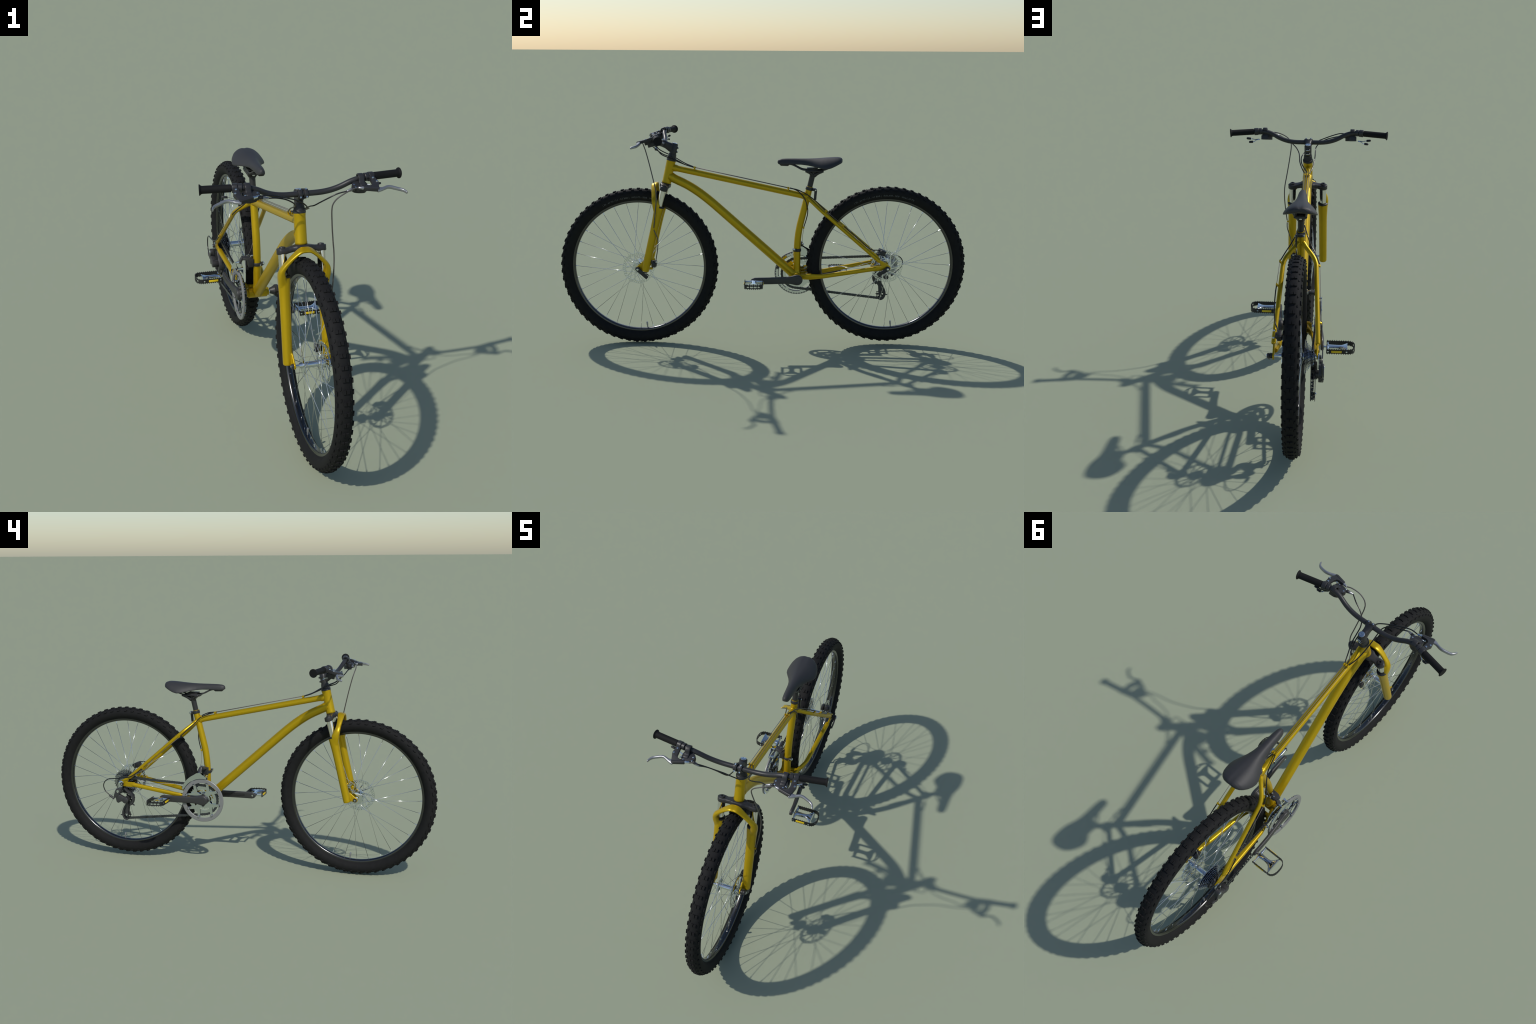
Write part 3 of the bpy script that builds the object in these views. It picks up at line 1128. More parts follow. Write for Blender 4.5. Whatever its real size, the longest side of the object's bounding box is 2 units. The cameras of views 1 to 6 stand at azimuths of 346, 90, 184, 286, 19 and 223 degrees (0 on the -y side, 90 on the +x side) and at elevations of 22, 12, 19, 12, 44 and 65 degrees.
def capsule(p0, p1, r0, r1, n=9):
    """Outline of a link with round ends (2D)."""
    p0, p1 = V(p0), V(p1)
    a = atan2(p1.y - p0.y, p1.x - p0.x)
    return [(p0.x + r0 * cos(a + pi / 2 + pi * k / n), p0.y + r0 * sin(a + pi / 2 + pi * k / n)) for k in range(n + 1)] + [(p1.x + r1 * cos(a - pi / 2 + pi * k / n), p1.y + r1 * sin(a - pi / 2 + pi * k / n)) for k in range(n + 1)]


g = Geo()  # upper knuckle
g.flat([capsule((0.6255, 0.3695), (0.6400, 0.3440), 0.0150, 0.0095)], -0.014, 0.006, SIDE(-0.0985))
g.flat([[(0.6060, 0.3930), (0.6140, 0.3860), (0.6190, 0.3560), (0.6110, 0.3560)]], -0.005, 0.005, SIDE(-0.0970))
obj(g, "upper_knuckle", DERM, rd, bevel=0.0018)
g = Geo()  # parallelogram
g.flat([[(0.6440, 0.3490), (0.6280, 0.3560), (0.5850, 0.3340), (0.5810, 0.3100), (0.6090, 0.3160), (0.6270, 0.3060), (0.6360, 0.3130)]], -0.010, 0.010, SIDE(-0.1010))
obj(g, "parallelogram", DERM, rd, bevel=0.0025)
g = Geo()  # lower knuckle
g.lathe([(-0.112, 0.013), (-0.110, 0.0165), (-0.083, 0.0170), (-0.080, 0.015)], V((0, 0.5880, 0.3225)), XAX, 24)
obj(g, "lower_knuckle", DERM, rd)
g = Geo()
g.lathe([(-0.1130, 0.0010), (-0.1140, 0.0068), (-0.1120, 0.0078), (-0.1100, 0.0078)], V((0, 0.6262, 0.3690)), XAX, 20)
g.lathe([(-0.0830, 0.0010), (-0.0838, 0.0046), (-0.0825, 0.0052), (-0.0790, 0.0052)], V((0, JL.y, JL.z)), XAX, 18)
obj(g, "pivot_bolt", CHROME, rd)
# cage plates
for x, w in ((-0.0785, 0.0011), (-0.0610, 0.0011)):
    g = Geo()
    g.flat([capsule((0.5905, 0.3080), (0.5930, 0.2380), 0.0085, 0.0068)], -w, w, SIDE(x))
    bow = spline([(x, 0.5950, 0.2960), (x, 0.6090, 0.2720), (x, 0.6165, 0.2500), (x, 0.6155, 0.2330), (x, 0.6080, 0.2190), (x, 0.5960, 0.2130), (x, 0.5870, 0.2170)], 5)
    g.tube(bow, [(0.0012, 0.0043)] * len(bow), 12, up=(1, 0, 0), power=4)
    obj(g, "cage_plate", DERM, rd, angle=30)
g = Geo()  # curved chain guide above the upper jockey
pth = spline([(-0.072, 0.6035, 0.3800), (-0.072, 0.5880, 0.3640), (-0.072, 0.5680, 0.3470), (-0.072, 0.5570, 0.3260), (-0.072, 0.5600, 0.3080), (-0.072, 0.5720, 0.2930)], 5)
g.tube(pth, [(0.0135, 0.0050)] * len(pth), 12, up=(1, 0, 0), power=4)
g.tube([(-0.074, 0.566, 0.300), (-0.074, 0.551, 0.290)], (0.004, 0.003), 8, up=(1, 0, 0), power=3)
g.tube([(-0.074, 0.610, 0.238), (-0.074, 0.6300, 0.2345)], (0.004, 0.0028), 8, up=(1, 0, 0), power=3)
obj(g, "chain_guide", DERM, rd)
for c in (JU, JL):
    g = Geo()
    sprocket(g, c, -0.0697, 0.0235, 0.0024, 0.0, [circle(c.y + 0.0122 * cos(TAU * k / 5), c.z + 0.0122 * sin(TAU * k / 5), 0.0040, 10) for k in range(5)])
    g.lathe([(-0.0765, 0.0065), (-0.0630, 0.0065)], c, XAX, 14)
    obj(g, "jockey_wheel", PLASTIC, rd, angle=25)
g = Geo()  # barrel adjuster
g.tube([(-0.104, 0.6500, 0.3270), (-0.106, 0.6600, 0.3345)], 0.0060, 12)
g.lathe([(0, 0.0058), (0.004, 0.0064), (0.013, 0.0060), (0.019, 0.0036), (0.022, 0.0030)], (-0.106, 0.6610, 0.3345), V((-0.003, 0.0150, 0.0125)), 14)
obj(g, "barrel_adjuster", DERM, rd)
g = Geo()
g.cyl((-0.1055, 0.6590, 0.3330), (-0.1065, 0.6625, 0.3355), 0.0050, 12)
obj(g, "adjuster_ring", CHROME, rd)

# ================================================================== FRONT DERAILLEUR
fd = empty("front_derailleur", BIKE, (-0.05, 0.18, 0.48))
g = Geo()
SZ = 0.4775
sy = 0.1709
g.lathe([(-0.0075, 0.0190), (-0.0060, 0.0197), (0.0060, 0.0197), (0.0075, 0.0190), (0.0075, 0.0160), (-0.0075, 0.0160)], (0, sy, SZ), (0, 0, 1), 36, closed=True)
g.tube([(0.012, sy - 0.013, SZ), (0.026, sy - 0.012, SZ + 0.004)], (0.0080, 0.0070), 12, up=(0, 0, 1), power=3.5)
g.box((-0.028, sy + 0.003, SZ + 0.008), (0.022, 0.030, 0.036))
obj(g, "clamp_band", SATIN, fd, bevel=0.0015)
g = Geo()
g.cyl((0.0245, sy - 0.0235, SZ + 0.006), (0.0245, sy - 0.010, SZ + 0.006), 0.0050, 14, 0.001)
g.cyl((0.010, sy - 0.0215, SZ), (0.010, sy - 0.012, SZ), 0.0030, 12)
for q in ((-0.026, 0.178, 0.505), (-0.040, 0.186, 0.505), (-0.030, 0.197, 0.502)):
    g.cyl(q, V(q) + V((0, 0, 0.011)), 0.0032, 12, 0.0006)
g.ball((-0.0145, 0.1995, 0.5040), 0.0050, 14)
obj(g, "derailleur_screws", CHROME, fd)
g = Geo()
R3 = Matrix.Rotation(radians(8), 3, "X")
g.tube([(-0.030, 0.176, 0.500), (-0.045, 0.179, 0.505), (-0.060, 0.182, 0.504)], [(0.008, 0.016), (0.008, 0.018), (0.007, 0.013)], 12, up=(0, 0, 1), power=3.5)
g.tube([(-0.058, 0.186, 0.5085), (-0.066, 0.189, 0.495), (-0.072, 0.190, 0.480)], [(0.008, 0.006), (0.0105, 0.006), (0.0095, 0.005)], 12, up=(0, 1, 0), power=3.5)
obj(g, "derailleur_body", DERM, fd)
for x, ri in ((-0.0905, 0.1135), (-0.0665, 0.1000)):
    g = Geo()
    n = 26
    up, lo = [], []
    for i in range(n + 1):
        a = radians(27 + (101 - 27) * i / n)
        deg = math.degrees(a)
        ro = lerp_table([(27, 0.121), (35, 0.1265), (48, 0.1310), (60, 0.1350), (72, 0.1385), (78, 0.1440), (86, 0.1440), (91, 0.1330), (97, 0.1270), (101, 0.1200)], deg)[0]
        if x > -0.08:
            ro -= 0.004
        up.append(around(BB, ro, a))
        lo.append(around(BB, ri, a))
    g.flat([up + lo[::-1]], -0.0008, 0.0008, SIDE(x))
    obj(g, "cage_plate", CHROME, fd, angle=25)
g = Geo()
for a, r in ((27.5, 0.1185), (98, 0.1250), (82, 0.1420)):
    y, z = around(BB, r, radians(a))
    g.tube([(-0.0905, y, z), (-0.0665, y, z)], (0.0016, 0.0065), 10, up=V((0, cos(radians(a)), sin(radians(a)))), power=4)
obj(g, "cage_bridge", CHROME, fd)

# ================================================================== BRAKES
def caliper(c, d_out, parent, name, k=0.9):
    """Mechanical disc caliper: block astride the rotor with an arm and a cable pinch."""
    c = V(c)
    br = empty(name, parent, c)
    g = Geo()
    t = V(d_out).normalized()          # along the tangent of the rotor
    nrm = V((0, -t.z, t.y))
    M3 = Matrix((XAX, t, nrm)).transposed()
    g.box(c + V((-0.006, 0, 0)), (0.014, 0.034 * k, 0.024 * k), M3)
    g.box(c + V((0.014, 0, 0)), (0.018, 0.034 * k, 0.024 * k), M3)
    g.box(c + V((0.004, 0, 0)) + nrm * 0.010, (0.034, 0.024 * k, 0.006), M3)
    obj(g, "caliper_body", PLASTIC, br, bevel=0.003)
    g = Geo()
    g.lathe([(0.018, 0.0125 * k), (0.027, 0.0125 * k), (0.030, 0.0105 * k), (0.030, 0.0)], c, XAX, 22)
    e = c + V((0.028, 0, 0))
    g.tube([e, e + nrm * 0.012 + t * 0.012, e + nrm * 0.016 + t * 0.022], [(0.003, 0.0075), (0.003, 0.006), (0.003, 0.004)], 12, up=(1, 0, 0), power=3)
    obj(g, "caliper_arm", SATIN, br)
    g = Geo()
    for k in (-1, 1):
        q = c + V((0.014, 0, 0)) + t * (0.0125 * k) - nrm * 0.008
        g.cyl(q, q + V((0.009, 0, 0)), 0.0036, 12, 0.0008)
    obj(g, "caliper_bolt", CHROME, br)


brakes = empty("disc_brakes", BIKE, (0.05, 0, 0.42))
caliper((0.0500, -0.5300, 0.4130), (0, 0.12, 1.0), brakes, "caliper")
caliper((0.0490, 0.5830, 0.4790), (0, -0.90, 0.36), brakes, "caliper", 1.08)
# rear caliper mount on the seat stay
g = Geo()
g.flat([[(0.5250, 0.4905), (0.5420, 0.4850), (0.5560, 0.4710), (0.5680, 0.4580), (0.5740, 0.4480), (0.5640, 0.4450)]], -0.0028, 0.0028, SIDE(0.0835))
obj(g, "brake_mount", YELLOW, frame, bevel=0.0012)
g = Geo()
for y, z in ((0.5475, 0.4835), (0.5690, 0.4625)):
    g.cyl((0.0830, y, z), (0.0915, y, z), 0.0040, 12, 0.0008)
obj(g, "mount_bolt", CHROME, frame)
# ================================================================== HEADSET, STEM, BAR
cockpit = empty("cockpit", BIKE, steer(0.06))
g = Geo()
g.lathe([(-0.0008, 0.0225), (0.0, 0.0236), (0.0095, 0.0236), (0.0110, 0.0225), (0.0115, 0.0208), (0.0200, 0.0200), (0.0330, 0.0186), (0.0335, 0.0170)], HT_TOP, STEER, 44)
obj(g, "headset_cone", SATIN, cockpit)
BAR = V((0, -0.4828, 0.9995))
g = Geo()
g.lathe([(0.0325, 0.0150), (0.0335, 0.0166), (0.0800, 0.0166), (0.0815, 0.0155), (0.0815, 0.010)], HT_TOP, STEER, 36)
p0 = steer(0.0575)
d = (BAR - p0)
pth = [p0 + d * t for t in (0.0, 0.3, 0.5, 0.7, 0.88, 1.0)]
g.tube(pth, [(0.0225, 0.0150), (0.0215, 0.0142), (0.0190, 0.0138), (0.0170, 0.0150), (0.0180, 0.0185), (0.0188, 0.0200)], 20, up=STEER, power=3.2)
obj(g, "stem", SATIN, cockpit, angle=50)
# clamp face: two bands round the bar
fdir = (BAR - p0).normalized()
udir = V((0, -fdir.z, fdir.y)) * -1
if udir.z < 0:
    udir = -udir
for s in (1, -1):
    g = Geo()
    rings = []
    for k in range(17):
        a = -pi / 2 + pi * k / 16
        dr = fdir * cos(a) + udir * sin(a)
        w = 0.0065 + 0.0022 * abs(sin(a)) ** 2
        r0, r1 = 0.0098, 0.0150 + 0.0012 * abs(sin(a))
        x = 0.0112 * s
        rings.append([BAR + dr * r0 + XAX * (x - w), BAR + dr * r1 + XAX * (x - w), BAR + dr * r1 + XAX * (x + w), BAR + dr * r0 + XAX * (x + w)])
    g.rings(rings)
    obj(g, "clamp_band", SATIN, cockpit, bevel=0.0010)
g = Geo()
for s in (1, -1):
    for k in (1, -1):
        q = BAR + fdir * 0.0085 + udir * (0.0146 * k) + XAX * (0.0112 * s)
        g.lathe([(-0.001, 0.0036), (0.0035, 0.0036), (0.0045, 0.0030), (0.0045, 0.0018), (0.002, 0.0015), (0.002, 0.0)], q, fdir, 14)
for t in (0.0465, 0.0665):
    q = steer(t, 0, -0.0195)
    g.lathe([(-0.0085, 0.0036), (0.0085, 0.0036)], q, XAX, 14)
obj(g, "stem_bolts", CHROME, cockpit)
g = Geo()
for t in (0.0465, 0.0665):
    for s in (1, -1):
        g.tube([steer(t, 0.0055 * s, -0.012), steer(t, 0.0055 * s, -0.0225)], (0.0062, 0.0030), 12, up=STEER, power=3)
obj(g, "pinch_ears", SATIN, cockpit)
g = Geo()
g.lathe([(0.0812, 0.0140), (0.0835, 0.0142), (0.0860, 0.0132)], HT_TOP, STEER, 32)
obj(g, "top_cap", SATIN, cockpit)
g = Geo()
g.lathe([(0.0858, 0.0126), (0.0872, 0.0122), (0.0880, 0.0108), (0.0880, 0.0050), (0.0866, 0.0042), (0.0866, 0.0)], HT_TOP, STEER, 32)
obj(g, "top_cap_disc", CHROME, cockpit)

# handlebar: straight middle, rise, back-swept grips
GRIP0, GRIP1 = V((0.258, -0.4888, 1.0440)), V((0.3650, -0.4668, 1.0402))
gd = (GRIP1 - GRIP0).normalized()
UPB = GRIP0 - gd * 0.066
bar = [(-GRIP1.x, GRIP1.y, GRIP1.z), (-UPB.x, UPB.y, UPB.z), (-0.104, BAR.y, BAR.z), (0.104, BAR.y, BAR.z), tuple(UPB), tuple(GRIP1 - gd * 0.003)]
bar[0] = (-(GRIP1 - gd * 0.003).x, (GRIP1 - gd * 0.003).y, (GRIP1 - gd * 0.003).z)
g = Geo()
g.tube(resample(fillet(bar, [0.040, 0.055, 0.055, 0.040], 12), 0.006), 0.0104, 28)
obj(g, "handlebar", SATIN, cockpit)


def mir(p, s):
    return V((p[0] * s, p[1], p[2]))


HOSES = {}
for s in (1, -1):
    a, b = mir(GRIP0, s), mir(GRIP1, s)
    dx = (b - a).normalized()
    L = (b - a).length
    # grip
    g = Geo()
    prof = [(0.0, 0.0128), (0.001, 0.0140), (0.010, 0.0140)]
    prof += [(L - 0.010, 0.0140), (L - 0.006, 0.0150), (L - 0.003, 0.0175), (L - 0.0015, 0.0198), (L + 0.0005, 0.0200), (L + 0.0016, 0.0185), (L + 0.0016, 0.0)]
    g.lathe(prof, a, dx, 36)
    obj(g, "grip", GRIPM, cockpit, angle=25)
    # control clamps, from the grip inwards
    lever = empty("brake_lever", cockpit, a - dx * 0.012)
    fw = V((0, -0.962, -0.272))
    nn = fw.cross(XAX)
    if nn.z < 0:
        nn = -nn
    C = a - dx * 0.0120
    g = Geo()
    g.lathe([(-0.0098, 0.0100), (-0.0098, 0.0158), (-0.0085, 0.0168), (0.0085, 0.0168), (0.0098, 0.0158), (0.0098, 0.0100)], C, dx, 36)
    out = [(-0.0100, 0.004), (0.0098, 0.004), (0.0095, 0.020), (0.0120, 0.034), (0.0150, 0.043), (0.0138, 0.051), (0.0030, 0.0860), (-0.0020, 0.0900), (-0.0100, 0.0880), (-0.0480, 0.0770), (-0.0460, 0.0630), (-0.0230, 0.0645), (-0.0140, 0.0600), (-0.0095, 0.0500)]
    base = mir((0.246, 0, 0), s)
    O = V((0, C.y, C.z))

    def lp(u, v, w, O=O, s=s):
        return O + V(((0.2465 + u) * s, 0, 0)) + fw * v + nn * (w + 0.004 * max(0, 1 - v / 0.06))
    g.flat([out], -0.0065, 0.0065, lp)
    obj(g, "lever_body", SATIN, lever, bevel=0.0030, segs=3)
    g = Geo()
    g.tube([lp(0.004, 0.084, 0), lp(-0.0475, 0.0695, 0)], [0.0080, 0.0072], 18)
    obj(g, "cable_tube", SATIN, lever)
    g = Geo()
    g.lathe([(0, 0.0058), (0.003, 0.0062), (0.006, 0.0062), (0.007, 0.0052), (0.017, 0.0046), (0.019, 0.0032)], lp(-0.0475, 0.0695, 0), lp(-0.0475, 0.0695, 0) - lp(0.004, 0.084, 0), 16)
    HOSES[s] = lp(-0.0475, 0.0695, 0) + (lp(-0.0475, 0.0695, 0) - lp(0.004, 0.084, 0)).normalized() * 0.018
    if s > 0:
        obj(g, "lever_barrel", LEVERM, lever)
    else:
        obj(g, "lever_barrel", CHROME, lever)
    g = Geo()
    for u, v in ((0.0010, 0.0235), (0.0085, 0.0450)):
        q = lp(u, v, 0.0060)
        g.lathe([(-0.002, 0.0042), (0.0022, 0.0042), (0.0030, 0.0036), (0.0030, 0.0020), (0.0012, 0.0016), (0.0012, 0)], q, nn, 14)
    q = lp(-0.0200, 0.0560, 0.002)
    g.cyl(q, q + V((-0.008 * s, 0.006, 0.0)), 0.0024, 10, 0.0004)
    obj(g, "lever_screws", CHROME, lever)
    # blade
    pts = [(0.2440, -0.5700, 1.0190), (0.2530, -0.5695, 1.0198), (0.2630, -0.5680, 1.0198), (0.2740, -0.5640, 1.0208), (0.2860, -0.5600, 1.0225), (0.2990, -0.5600, 1.0212), (0.3150, -0.5645, 1.0170), (0.3290, -0.5695, 1.0135), (0.3385, -0.5765, 1.0115), (0.3445, -0.5870, 1.0088), (0.3465, -0.5940, 1.0065)]
    pth = spline([mir(q, s) for q in pts], 5)
    g = Geo()
    rad = []
    for q in pth:
        h, w = lerp_table([(0.248, 0.0066, 0.0120), (0.257, 0.0062, 0.0095), (0.268, 0.0058, 0.0062), (0.280, 0.0064, 0.0054), (0.300, 0.0066, 0.0054), (0.335, 0.0062, 0.0048), (0.3455, 0.0052, 0.0034), (0.3466, 0.0042, 0.0026)], abs(q.x))
        rad.append((h, w))
    g.tube(pth, rad, 18, up=nn, power=2.6)
    obj(g, "lever_blade", LEVERM, lever, angle=60)
    # shifter: two rings round the bar, pod below, two thumb paddles
    sh = empty("shifter", cockpit, a - dx * 0.045)
    g = Geo()
    q = a - dx * 0.0305
    g.lathe([(-0.0075, 0.0104), (-0.0075, 0.0140), (-0.006, 0.0152), (0.006, 0.0152), (0.0075, 0.0140), (0.0075, 0.0104)], q, dx, 32)
    obj(g, "shifter_ring", SATIN, sh)
    g = Geo()
    q = a - dx * 0.0530
    O2 = V((0, q.y, q.z))

    def sp(u, v, w, O2=O2, s=s):
        return O2 + V(((0.2050 + u) * s, 0, 0)) + fw * v + nn * w
    # strap arching from the bar down to the pod
    pth = spline([sp(0, -0.012, 0.002), sp(0, -0.006, 0.0115), sp(0, 0.004, 0.0130), sp(0, 0.0135, 0.0090), sp(0, 0.0195, 0.0005), sp(0, 0.0260, -0.0050), sp(0, 0.0380, -0.0062), sp(0, 0.0430, -0.0100)], 5)
    g.tube(pth, [(0.0105, 0.0032)] * len(pth), 14, up=XAX, power=4)
    obj(g, "shifter_strap", SATIN, sh, angle=50)
    g = Geo()
    pod = [(0.0120, 0.008), (0.0160, 0.022), (0.0180, 0.040), (0.0120, 0.052), (-0.0060, 0.054), (-0.0240, 0.050), (-0.0360, 0.042), (-0.0385, 0.030), (-0.0330, 0.018), (-0.0160, 0.008)]
    podc = [(q.x, q.y) for q in spline([(u, v, 0) for u, v in pod + pod[:1]], 4)][:-1]
    g.flat([podc], -0.0245, -0.0065, sp)
    low = [(0.0180, 0.002), (0.0190, 0.024), (0.0120, 0.040), (-0.0050, 0.042), (-0.0260, 0.036), (-0.0330, 0.026), (-0.0200, 0.010), (-0.006, 0.002)]
    g.flat([[(q.x, q.y) for q in spline([(u, v, 0) for u, v in low + low[:1]], 4)][:-1]], -0.0385, -0.0200, sp)
    obj(g, "shifter_pod", SATIN, sh, bevel=0.0040, segs=3)
    g = Geo()
    g.tube([sp(-0.034, 0.046, -0.013), sp(-0.046, 0.050, -0.014)], [0.0072, 0.0062], 14)
    obj(g, "shifter_cover", SATIN, sh, bevel=0.0020)
    g = Geo()
    d = (sp(-0.052, 0.051, -0.014) - sp(-0.034, 0.046, -0.013)).normalized()
    g.lathe([(0, 0.0060), (0.003, 0.0064), (0.005, 0.0056), (0.018, 0.0038), (0.019, 0.0028)], sp(-0.046, 0.050, -0.014), d, 16)
    HOSES[2 * s] = sp(-0.046, 0.050, -0.014) + d * 0.018
    obj(g, "shifter_barrel", LEVERM, sh)
    g = Geo()
    for u, v in ((-0.030, 0.030), (-0.030, 0.047), (0.006, 0.050)):
        q = sp(u, v, -0.0070)
        g.lathe([(-0.002, 0.0034), (0.0012, 0.0034), (0.0018, 0.0026), (0.0018, 0.0)], q, nn, 12)
    g.tube(spline([mir(q, s) for q in ((0.232, -0.502, 1.0065), (0.252, -0.492, 1.0065), (0.264, -0.487, 1.0095), (0.274, -0.4845, 1.0115))], 5), (0.0010, 0.0030), 8, up=(0, 0.3, 1), power=3)
    g.tube(spline([mir(q, s) for q in ((0.232, -0.502, 1.0045), (0.248, -0.492, 1.0030), (0.256, -0.487, 0.9975), (0.264, -0.4865, 0.9962))], 5), (0.0010, 0.0030), 8, up=(0, 0.3, 1), power=3)
    obj(g, "shifter_levers", CHROME, sh)
    for c1, c2 in (((0.271, -0.4852, 1.0112), (0.2915, -0.4828, 1.0136)), ((0.261, -0.4868, 0.9962), (0.2810, -0.4858, 0.9950))):
        g = Geo()
        g.tube([mir(c1, s), mir(V(c1).lerp(V(c2), 0.08), s), mir(V(c1).lerp(V(c2), 0.82), s), mir(c2, s)], [(0.0034, 0.0050), (0.0042, 0.0062), (0.0042, 0.0060), (0.0020, 0.0034)], 14, up=(0, 0.3, 1), power=3.5)
        obj(g, "thumb_paddle", PLASTIC, sh)

# ================================================================== CABLES
cables = empty("cables", BIKE, (0, 0, 0.9))


def cable(name, pts, r, mat, smooth=True, seg=10):
    g = Geo()
    g.tube(spline(pts, 8) if smooth else pts, r, seg)
    return obj(g, name, mat, cables, angle=180)


# front brake hose: grey, loops from the left lever down to the left fork leg
h = HOSES[1]
cable("brake_hose", [h, (0.160, -0.5610, 1.0270), (0.125, -0.5680, 1.0150), (0.097, -0.5660, 0.9960), (0.0850, -0.5590, 0.9700), (0.0905, -0.5420, 0.9088), (0.1035, -0.5205, 0.8244), (0.1110, -0.5105, 0.7797), (0.1130, -0.5094, 0.7360), (0.1090, -0.5160, 0.6728), (0.1000, -0.5245, 0.6020)], 0.0025, HOSEM)
cable("brake_hose", [(0.1000, -0.5245, 0.5900), (0.0985, -0.5150, 0.5667), (0.0905, -0.5072, 0.5427), (0.0770, -0.5100, 0.4980), (0.0690, -0.5180, 0.4500), (0.0690, -0.5210, 0.4330)], 0.0023, HOSEM)

# housings from the controls to the top tube stops
stop_f = {1: (0.0100, -0.3375, 0.8845), 0: (0.0, -0.3375, 0.8852), -1: (-0.0100, -0.3375, 0.8845)}
h = HOSES[2]
cable("cable_housing", [h, (0.1120, -0.5310, 1.0040), (0.0840, -0.5210, 0.9880), (0.0590, -0.5040, 0.9690), (0.0450, -0.4800, 0.9510), (0.0400, -0.4480, 0.9380), (0.0360, -0.4120, 0.9200), (0.0240, -0.3760, 0.8990), stop_f[1]], 0.0025, CABLEM)
h = HOSES[-1]
cable("cable_housing", [h, (-0.150, -0.5535, 1.0290), (-0.1157, -0.5471, 1.0215), (-0.0750, -0.5380, 1.0080), (-0.0411, -0.5290, 0.9950), (-0.0080, -0.5180, 0.9760), (0.0180, -0.4930, 0.9480), (0.0310, -0.4560, 0.9330), (0.0280, -0.4150, 0.9150), (0.0130, -0.3780, 0.8980), (0.0020, -0.3560, 0.8900), stop_f[0]], 0.0025, CABLEM)
h = HOSES[-2]
cable("cable_housing", [h, (-0.1100, -0.5385, 1.0110), (-0.0760, -0.5330, 1.0010), (-0.0480, -0.5240, 0.9840), (-0.0355, -0.5120, 0.9700), (-0.0330, -0.4920, 0.9570), (-0.0320, -0.4400, 0.9330), (-0.0230, -0.3800, 0.9000), stop_f[-1]], 0.0025, CABLEM)
# bare wires along the top tube
for x in (-0.0100, 0.0, 0.0100):
    dz = 0.0008 * abs(x) / 0.01
    cable("bare_wire", [(x, -0.329, 0.8835 - dz), (x, 0.122, 0.7872 - dz)], 0.0012, WIREM, False, 8)
# behind the rear stops: brake to the left stay, front gear down the seat tube, rear gear to the right stay
cable("cable_housing", [(0.0100, 0.130, 0.7852), (0.0150, 0.1660, 0.7795), (0.0225, 0.2028, 0.7635), (0.0390, 0.2421, 0.7400), (0.0590, 0.2741, 0.7150), (0.0765, 0.3005, 0.6910), (0.0800, 0.3045, 0.6880)], 0.0025, CABLEM)
cable("cable_housing", [(0.0, 0.130, 0.7860), (0.0100, 0.1610, 0.7770), (0.0195, 0.1843, 0.7615), (0.0225, 0.2080, 0.7270), (0.0180, 0.2185, 0.6928), (0.0080, 0.2200, 0.6631), (-0.001, 0.2130, 0.6267), (-0.004, 0.2030, 0.5940)], 0.0025, CABLEM)
cable("cable_housing", [(-0.0100, 0.130, 0.7852), (-0.0190, 0.1680, 0.7730), (-0.0270, 0.1970, 0.7590), (-0.0420, 0.2240, 0.7305), (-0.0650, 0.2560, 0.6980), (-0.0800, 0.2860, 0.6690)], 0.0025, CABLEM)
cable("bare_wire", [(0.0810, 0.3110, 0.6825), (0.0878, 0.3870, 0.6180)], 0.0011, WIREM, False, 8)
cable("bare_wire", [(-0.0820, 0.2960, 0.6605), (-0.0953, 0.4880, 0.4985)], 0.0011, WIREM, False, 8)
cable("bare_wire", [(-0.0045, 0.2015, 0.5850), (-0.0180, 0.1970, 0.5400), (-0.0320, 0.1970, 0.5080)], 0.0010, WIREM, False, 8)
cable("cable_housing", [(0.0882, 0.3935, 0.6125), (0.0905, 0.4200, 0.5900), (0.0910, 0.4700, 0.5470), (0.0850, 0.5145, 0.5068), (0.0770, 0.5360, 0.4945), (0.0720, 0.5560, 0.4930), (0.0710, 0.5720, 0.4925)], 0.0025, CABLEM)
cable("cable_housing", [(-0.0958, 0.4945, 0.4930), (-0.0990, 0.5250, 0.4680), (-0.1020, 0.5598, 0.4480), (-0.1050, 0.6000, 0.4395), (-0.1060, 0.6459, 0.4350), (-0.1060, 0.6760, 0.4310), (-0.1060, 0.6985, 0.4170), (-0.1060, 0.7075, 0.3941), (-0.1075, 0.6985, 0.3680), (-0.1085, 0.6790, 0.3500)], 0.0025, CABLEM)

# ================================================================== SEAT
seat = empty("seat", BIKE, (0, 0.23, 0.79))
POST0, POST1 = V((0, 0.2190, 0.7480)), V((0, 0.2440, 0.8590))
pd = (POST1 - POST0).normalized()
g = Geo()
pth = [POST0, POST0.lerp(POST1, 0.9), POST1, POST1 + pd * 0.006]
g.tube(pth, [0.0133, 0.0133, 0.0150, 0.0165], 32)
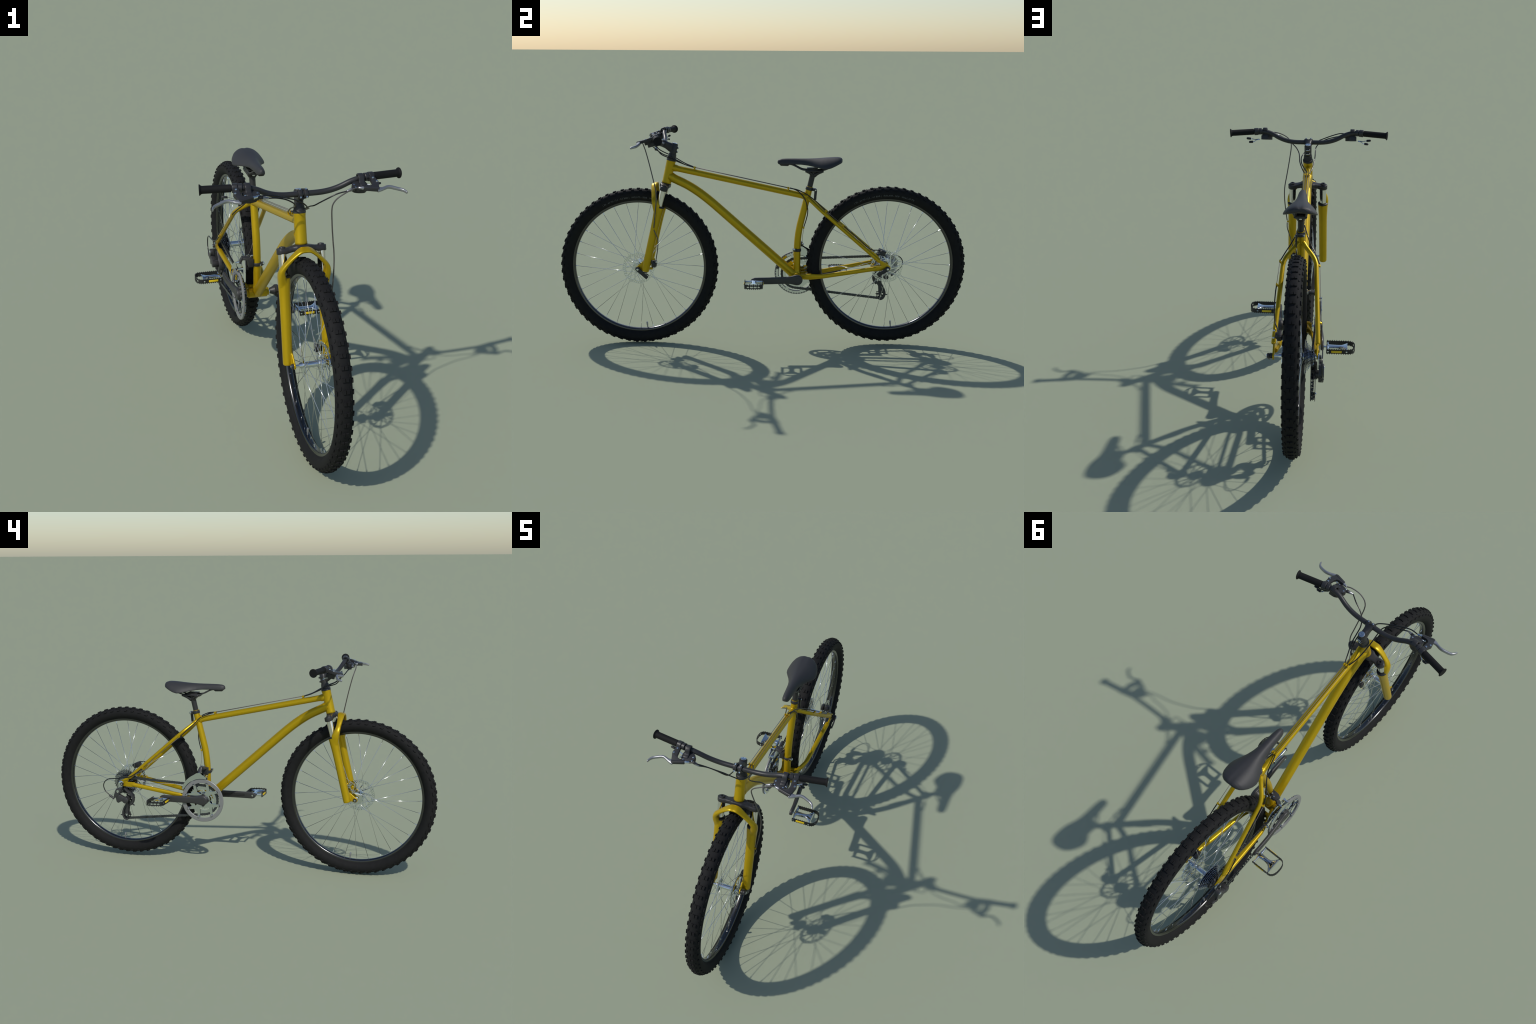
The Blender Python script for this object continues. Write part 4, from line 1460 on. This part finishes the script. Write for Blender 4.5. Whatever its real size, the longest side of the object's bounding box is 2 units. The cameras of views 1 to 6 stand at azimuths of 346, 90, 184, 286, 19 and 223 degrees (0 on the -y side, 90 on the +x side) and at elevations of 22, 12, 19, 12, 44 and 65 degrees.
# forked head: two arms curving up to the rail clamp, level with the ground
HY = 0.2505
for s in (1, -1):
    arm = spline([(0, HY - 0.006 + 0.004 * s, 0.846), (0, HY - 0.003 + 0.012 * s, 0.8550), (0, HY + 0.0235 * s, 0.8625), (0, HY + 0.0360 * s, 0.8670), (0, HY + 0.0440 * s, 0.8680)], 5)
    n = len(arm) - 1
    g.tube(arm, [(0.0150 + 0.0125 * min(1, 1.6 * i / n), 0.0105 - 0.0060 * i / n) for i in range(n + 1)], 20, up=XAX, power=3)
obj(g, "seat_post", SATIN, seat, angle=60)
g = Geo()
for s in (1, -1):
    g.tube([(0.0215 * s, HY - 0.044, 0.8700), (0.0215 * s, HY - 0.040, 0.8705), (0.0215 * s, HY + 0.040, 0.8705), (0.0215 * s, HY + 0.044, 0.8700)], [(0.0055, 0.0028), (0.0062, 0.0045), (0.0062, 0.0045), (0.0055, 0.0028)], 14, up=XAX, power=3)
g.box((0, HY - 0.010, 0.8820), (0.050, 0.052, 0.006))
obj(g, "rail_clamp", PLASTIC, seat, bevel=0.0015)
g = Geo()
for s in (1, -1):
    q = V((0, HY + 0.0330 * s, 0.8560))
    g.cyl(q, q + V((0, -0.001 * s, 0.008)), 0.0056, 14, 0.001)
obj(g, "clamp_bolt", CHROME, seat)
# clamp collar with its lever
g = Geo()
c = V((0, 0.2273, 0.7832))
cd = V((0, 0.2365, 0.9716))
g.lathe([(-0.0078, 0.0158), (-0.0078, 0.0182), (-0.0065, 0.0188), (0.0065, 0.0188), (0.0078, 0.0182), (0.0078, 0.0158)], c, cd, 36, closed=True)
g.box(V((0.003, 0.2505, 0.7785)), (0.024, 0.016, 0.012))
obj(g, "seat_clamp", SATIN, seat, bevel=0.0012)
g = Geo()
g.tube([(0.0165, 0.2560, 0.7830), (0.0165, 0.2575, 0.7760), (0.0170, 0.2570, 0.7640), (0.0175, 0.2555, 0.7450), (0.0175, 0.2550, 0.7300)], [(0.0045, 0.0055), (0.0050, 0.0070), (0.0034, 0.0066), (0.0030, 0.0064), (0.0026, 0.0060)], 14, up=XAX, power=4)
obj(g, "clamp_lever", SATIN, seat)
g = Geo()
g.cyl((-0.0165, 0.2560, 0.7790), (-0.0080, 0.2560, 0.7790), 0.0055, 14, 0.001)
g.cyl((0.0190, 0.2570, 0.7770), (0.0235, 0.2570, 0.7770), 0.0040, 14, 0.0008)
obj(g, "clamp_bolt", CHROME, seat)

# saddle shell: stations along y = (y, half width, top z, edge z, crown exponent, groove)
ST = [(0.0708, 0.0020, 0.9140, 0.9100, 1.0, 0.0), (0.0725, 0.0075, 0.9195, 0.9060, 0.9, 0.0), (0.0770, 0.0120, 0.9238, 0.9030, 0.85, 0.0), (0.0880, 0.0162, 0.9275, 0.9005, 0.82, 0.0), (0.1100, 0.0188, 0.9293, 0.9003, 0.80, 0.0), (0.1500, 0.0215, 0.9296, 0.9015, 0.90, 0.0), (0.1850, 0.0250, 0.9297, 0.9015, 1.1, 0.0003), (0.2150, 0.0315, 0.9304, 0.8985, 1.25, 0.0006), (0.2400, 0.0415, 0.9312, 0.8945, 1.40, 0.0009), (0.2650, 0.0550, 0.9325, 0.8895, 1.45, 0.0012), (0.2880, 0.0665, 0.9342, 0.8848, 1.45, 0.0016), (0.3080, 0.0712, 0.9360, 0.8835, 1.40, 0.0020), (0.3280, 0.0690, 0.9374, 0.8885, 1.30, 0.0024), (0.3480, 0.0635, 0.9384, 0.8970, 1.20, 0.0028), (0.3650, 0.0545, 0.9382, 0.9050, 1.05, 0.0030), (0.3760, 0.0440, 0.9365, 0.9095, 0.9, 0.0030), (0.3825, 0.0320, 0.9330, 0.9130, 0.85, 0.0022), (0.3855, 0.0140, 0.9290, 0.9165, 0.8, 0.001), (0.3862, 0.0030, 0.9250, 0.9195, 0.8, 0.0)]
dense = []
for i in range(1, len(ST)):
    for k in range(4):
        t = k / 4
        dense.append(tuple(a + (b - a) * t for a, b in zip(ST[i - 1], ST[i])))
dense.append(ST[-1])
g = Geo()
rings = []
M = 24
for (y, w, zt, zb, e, gr) in dense:
    ring = []
    for k in range(M + 1):
        ph = -pi / 2 + pi * k / M
        x = w * sin(ph)
        h = max(0.0, cos(ph)) ** e
        z = zb + (zt - zb) * h - gr * math.exp(-(x / 0.006) ** 2)
        ring.append(V((x, y, z)))
    for k in range(1, 12):
        u = 1 - 2 * k / 12
        x = w * 0.96 * u
        z = zb + min(0.008, 0.5 * (zt - zb)) * (1 - u * u) * min(1, max(0, (y - 0.12) / 0.08))
        ring.append(V((x, y, z - 0.001)))
    rings.append(ring)
g.rings(rings)
obj(g, "saddle", SADDLEM, seat, angle=180, smooth_it=2)
g = Geo()
g.tube([(0, 0.0830, 0.9025), (0, 0.0880, 0.8995), (0, 0.1200, 0.8985), (0, 0.1270, 0.9000)], [(0.004, 0.010), (0.006, 0.0135), (0.006, 0.0150), (0.003, 0.0140)], 16, up=(0, 0, 1), power=3)
obj(g, "saddle_nose_clip", PLASTIC, seat)
for s in (1, -1):
    g = Geo()
    pth = spline([(0.009 * s, 0.118, 0.9030), (0.012 * s, 0.140, 0.9010), (0.016 * s, 0.162, 0.8920), (0.021 * s, 0.188, 0.8790), (0.0215 * s, 0.206, 0.8755), (0.0215 * s, 0.250, 0.8745), (0.0215 * s, 0.290, 0.8750), (0.024 * s, 0.318, 0.8850), (0.030 * s, 0.345, 0.9040)], 6)
    g.tube(pth, 0.0036, 12)
    obj(g, "saddle_rail", DERM, seat)
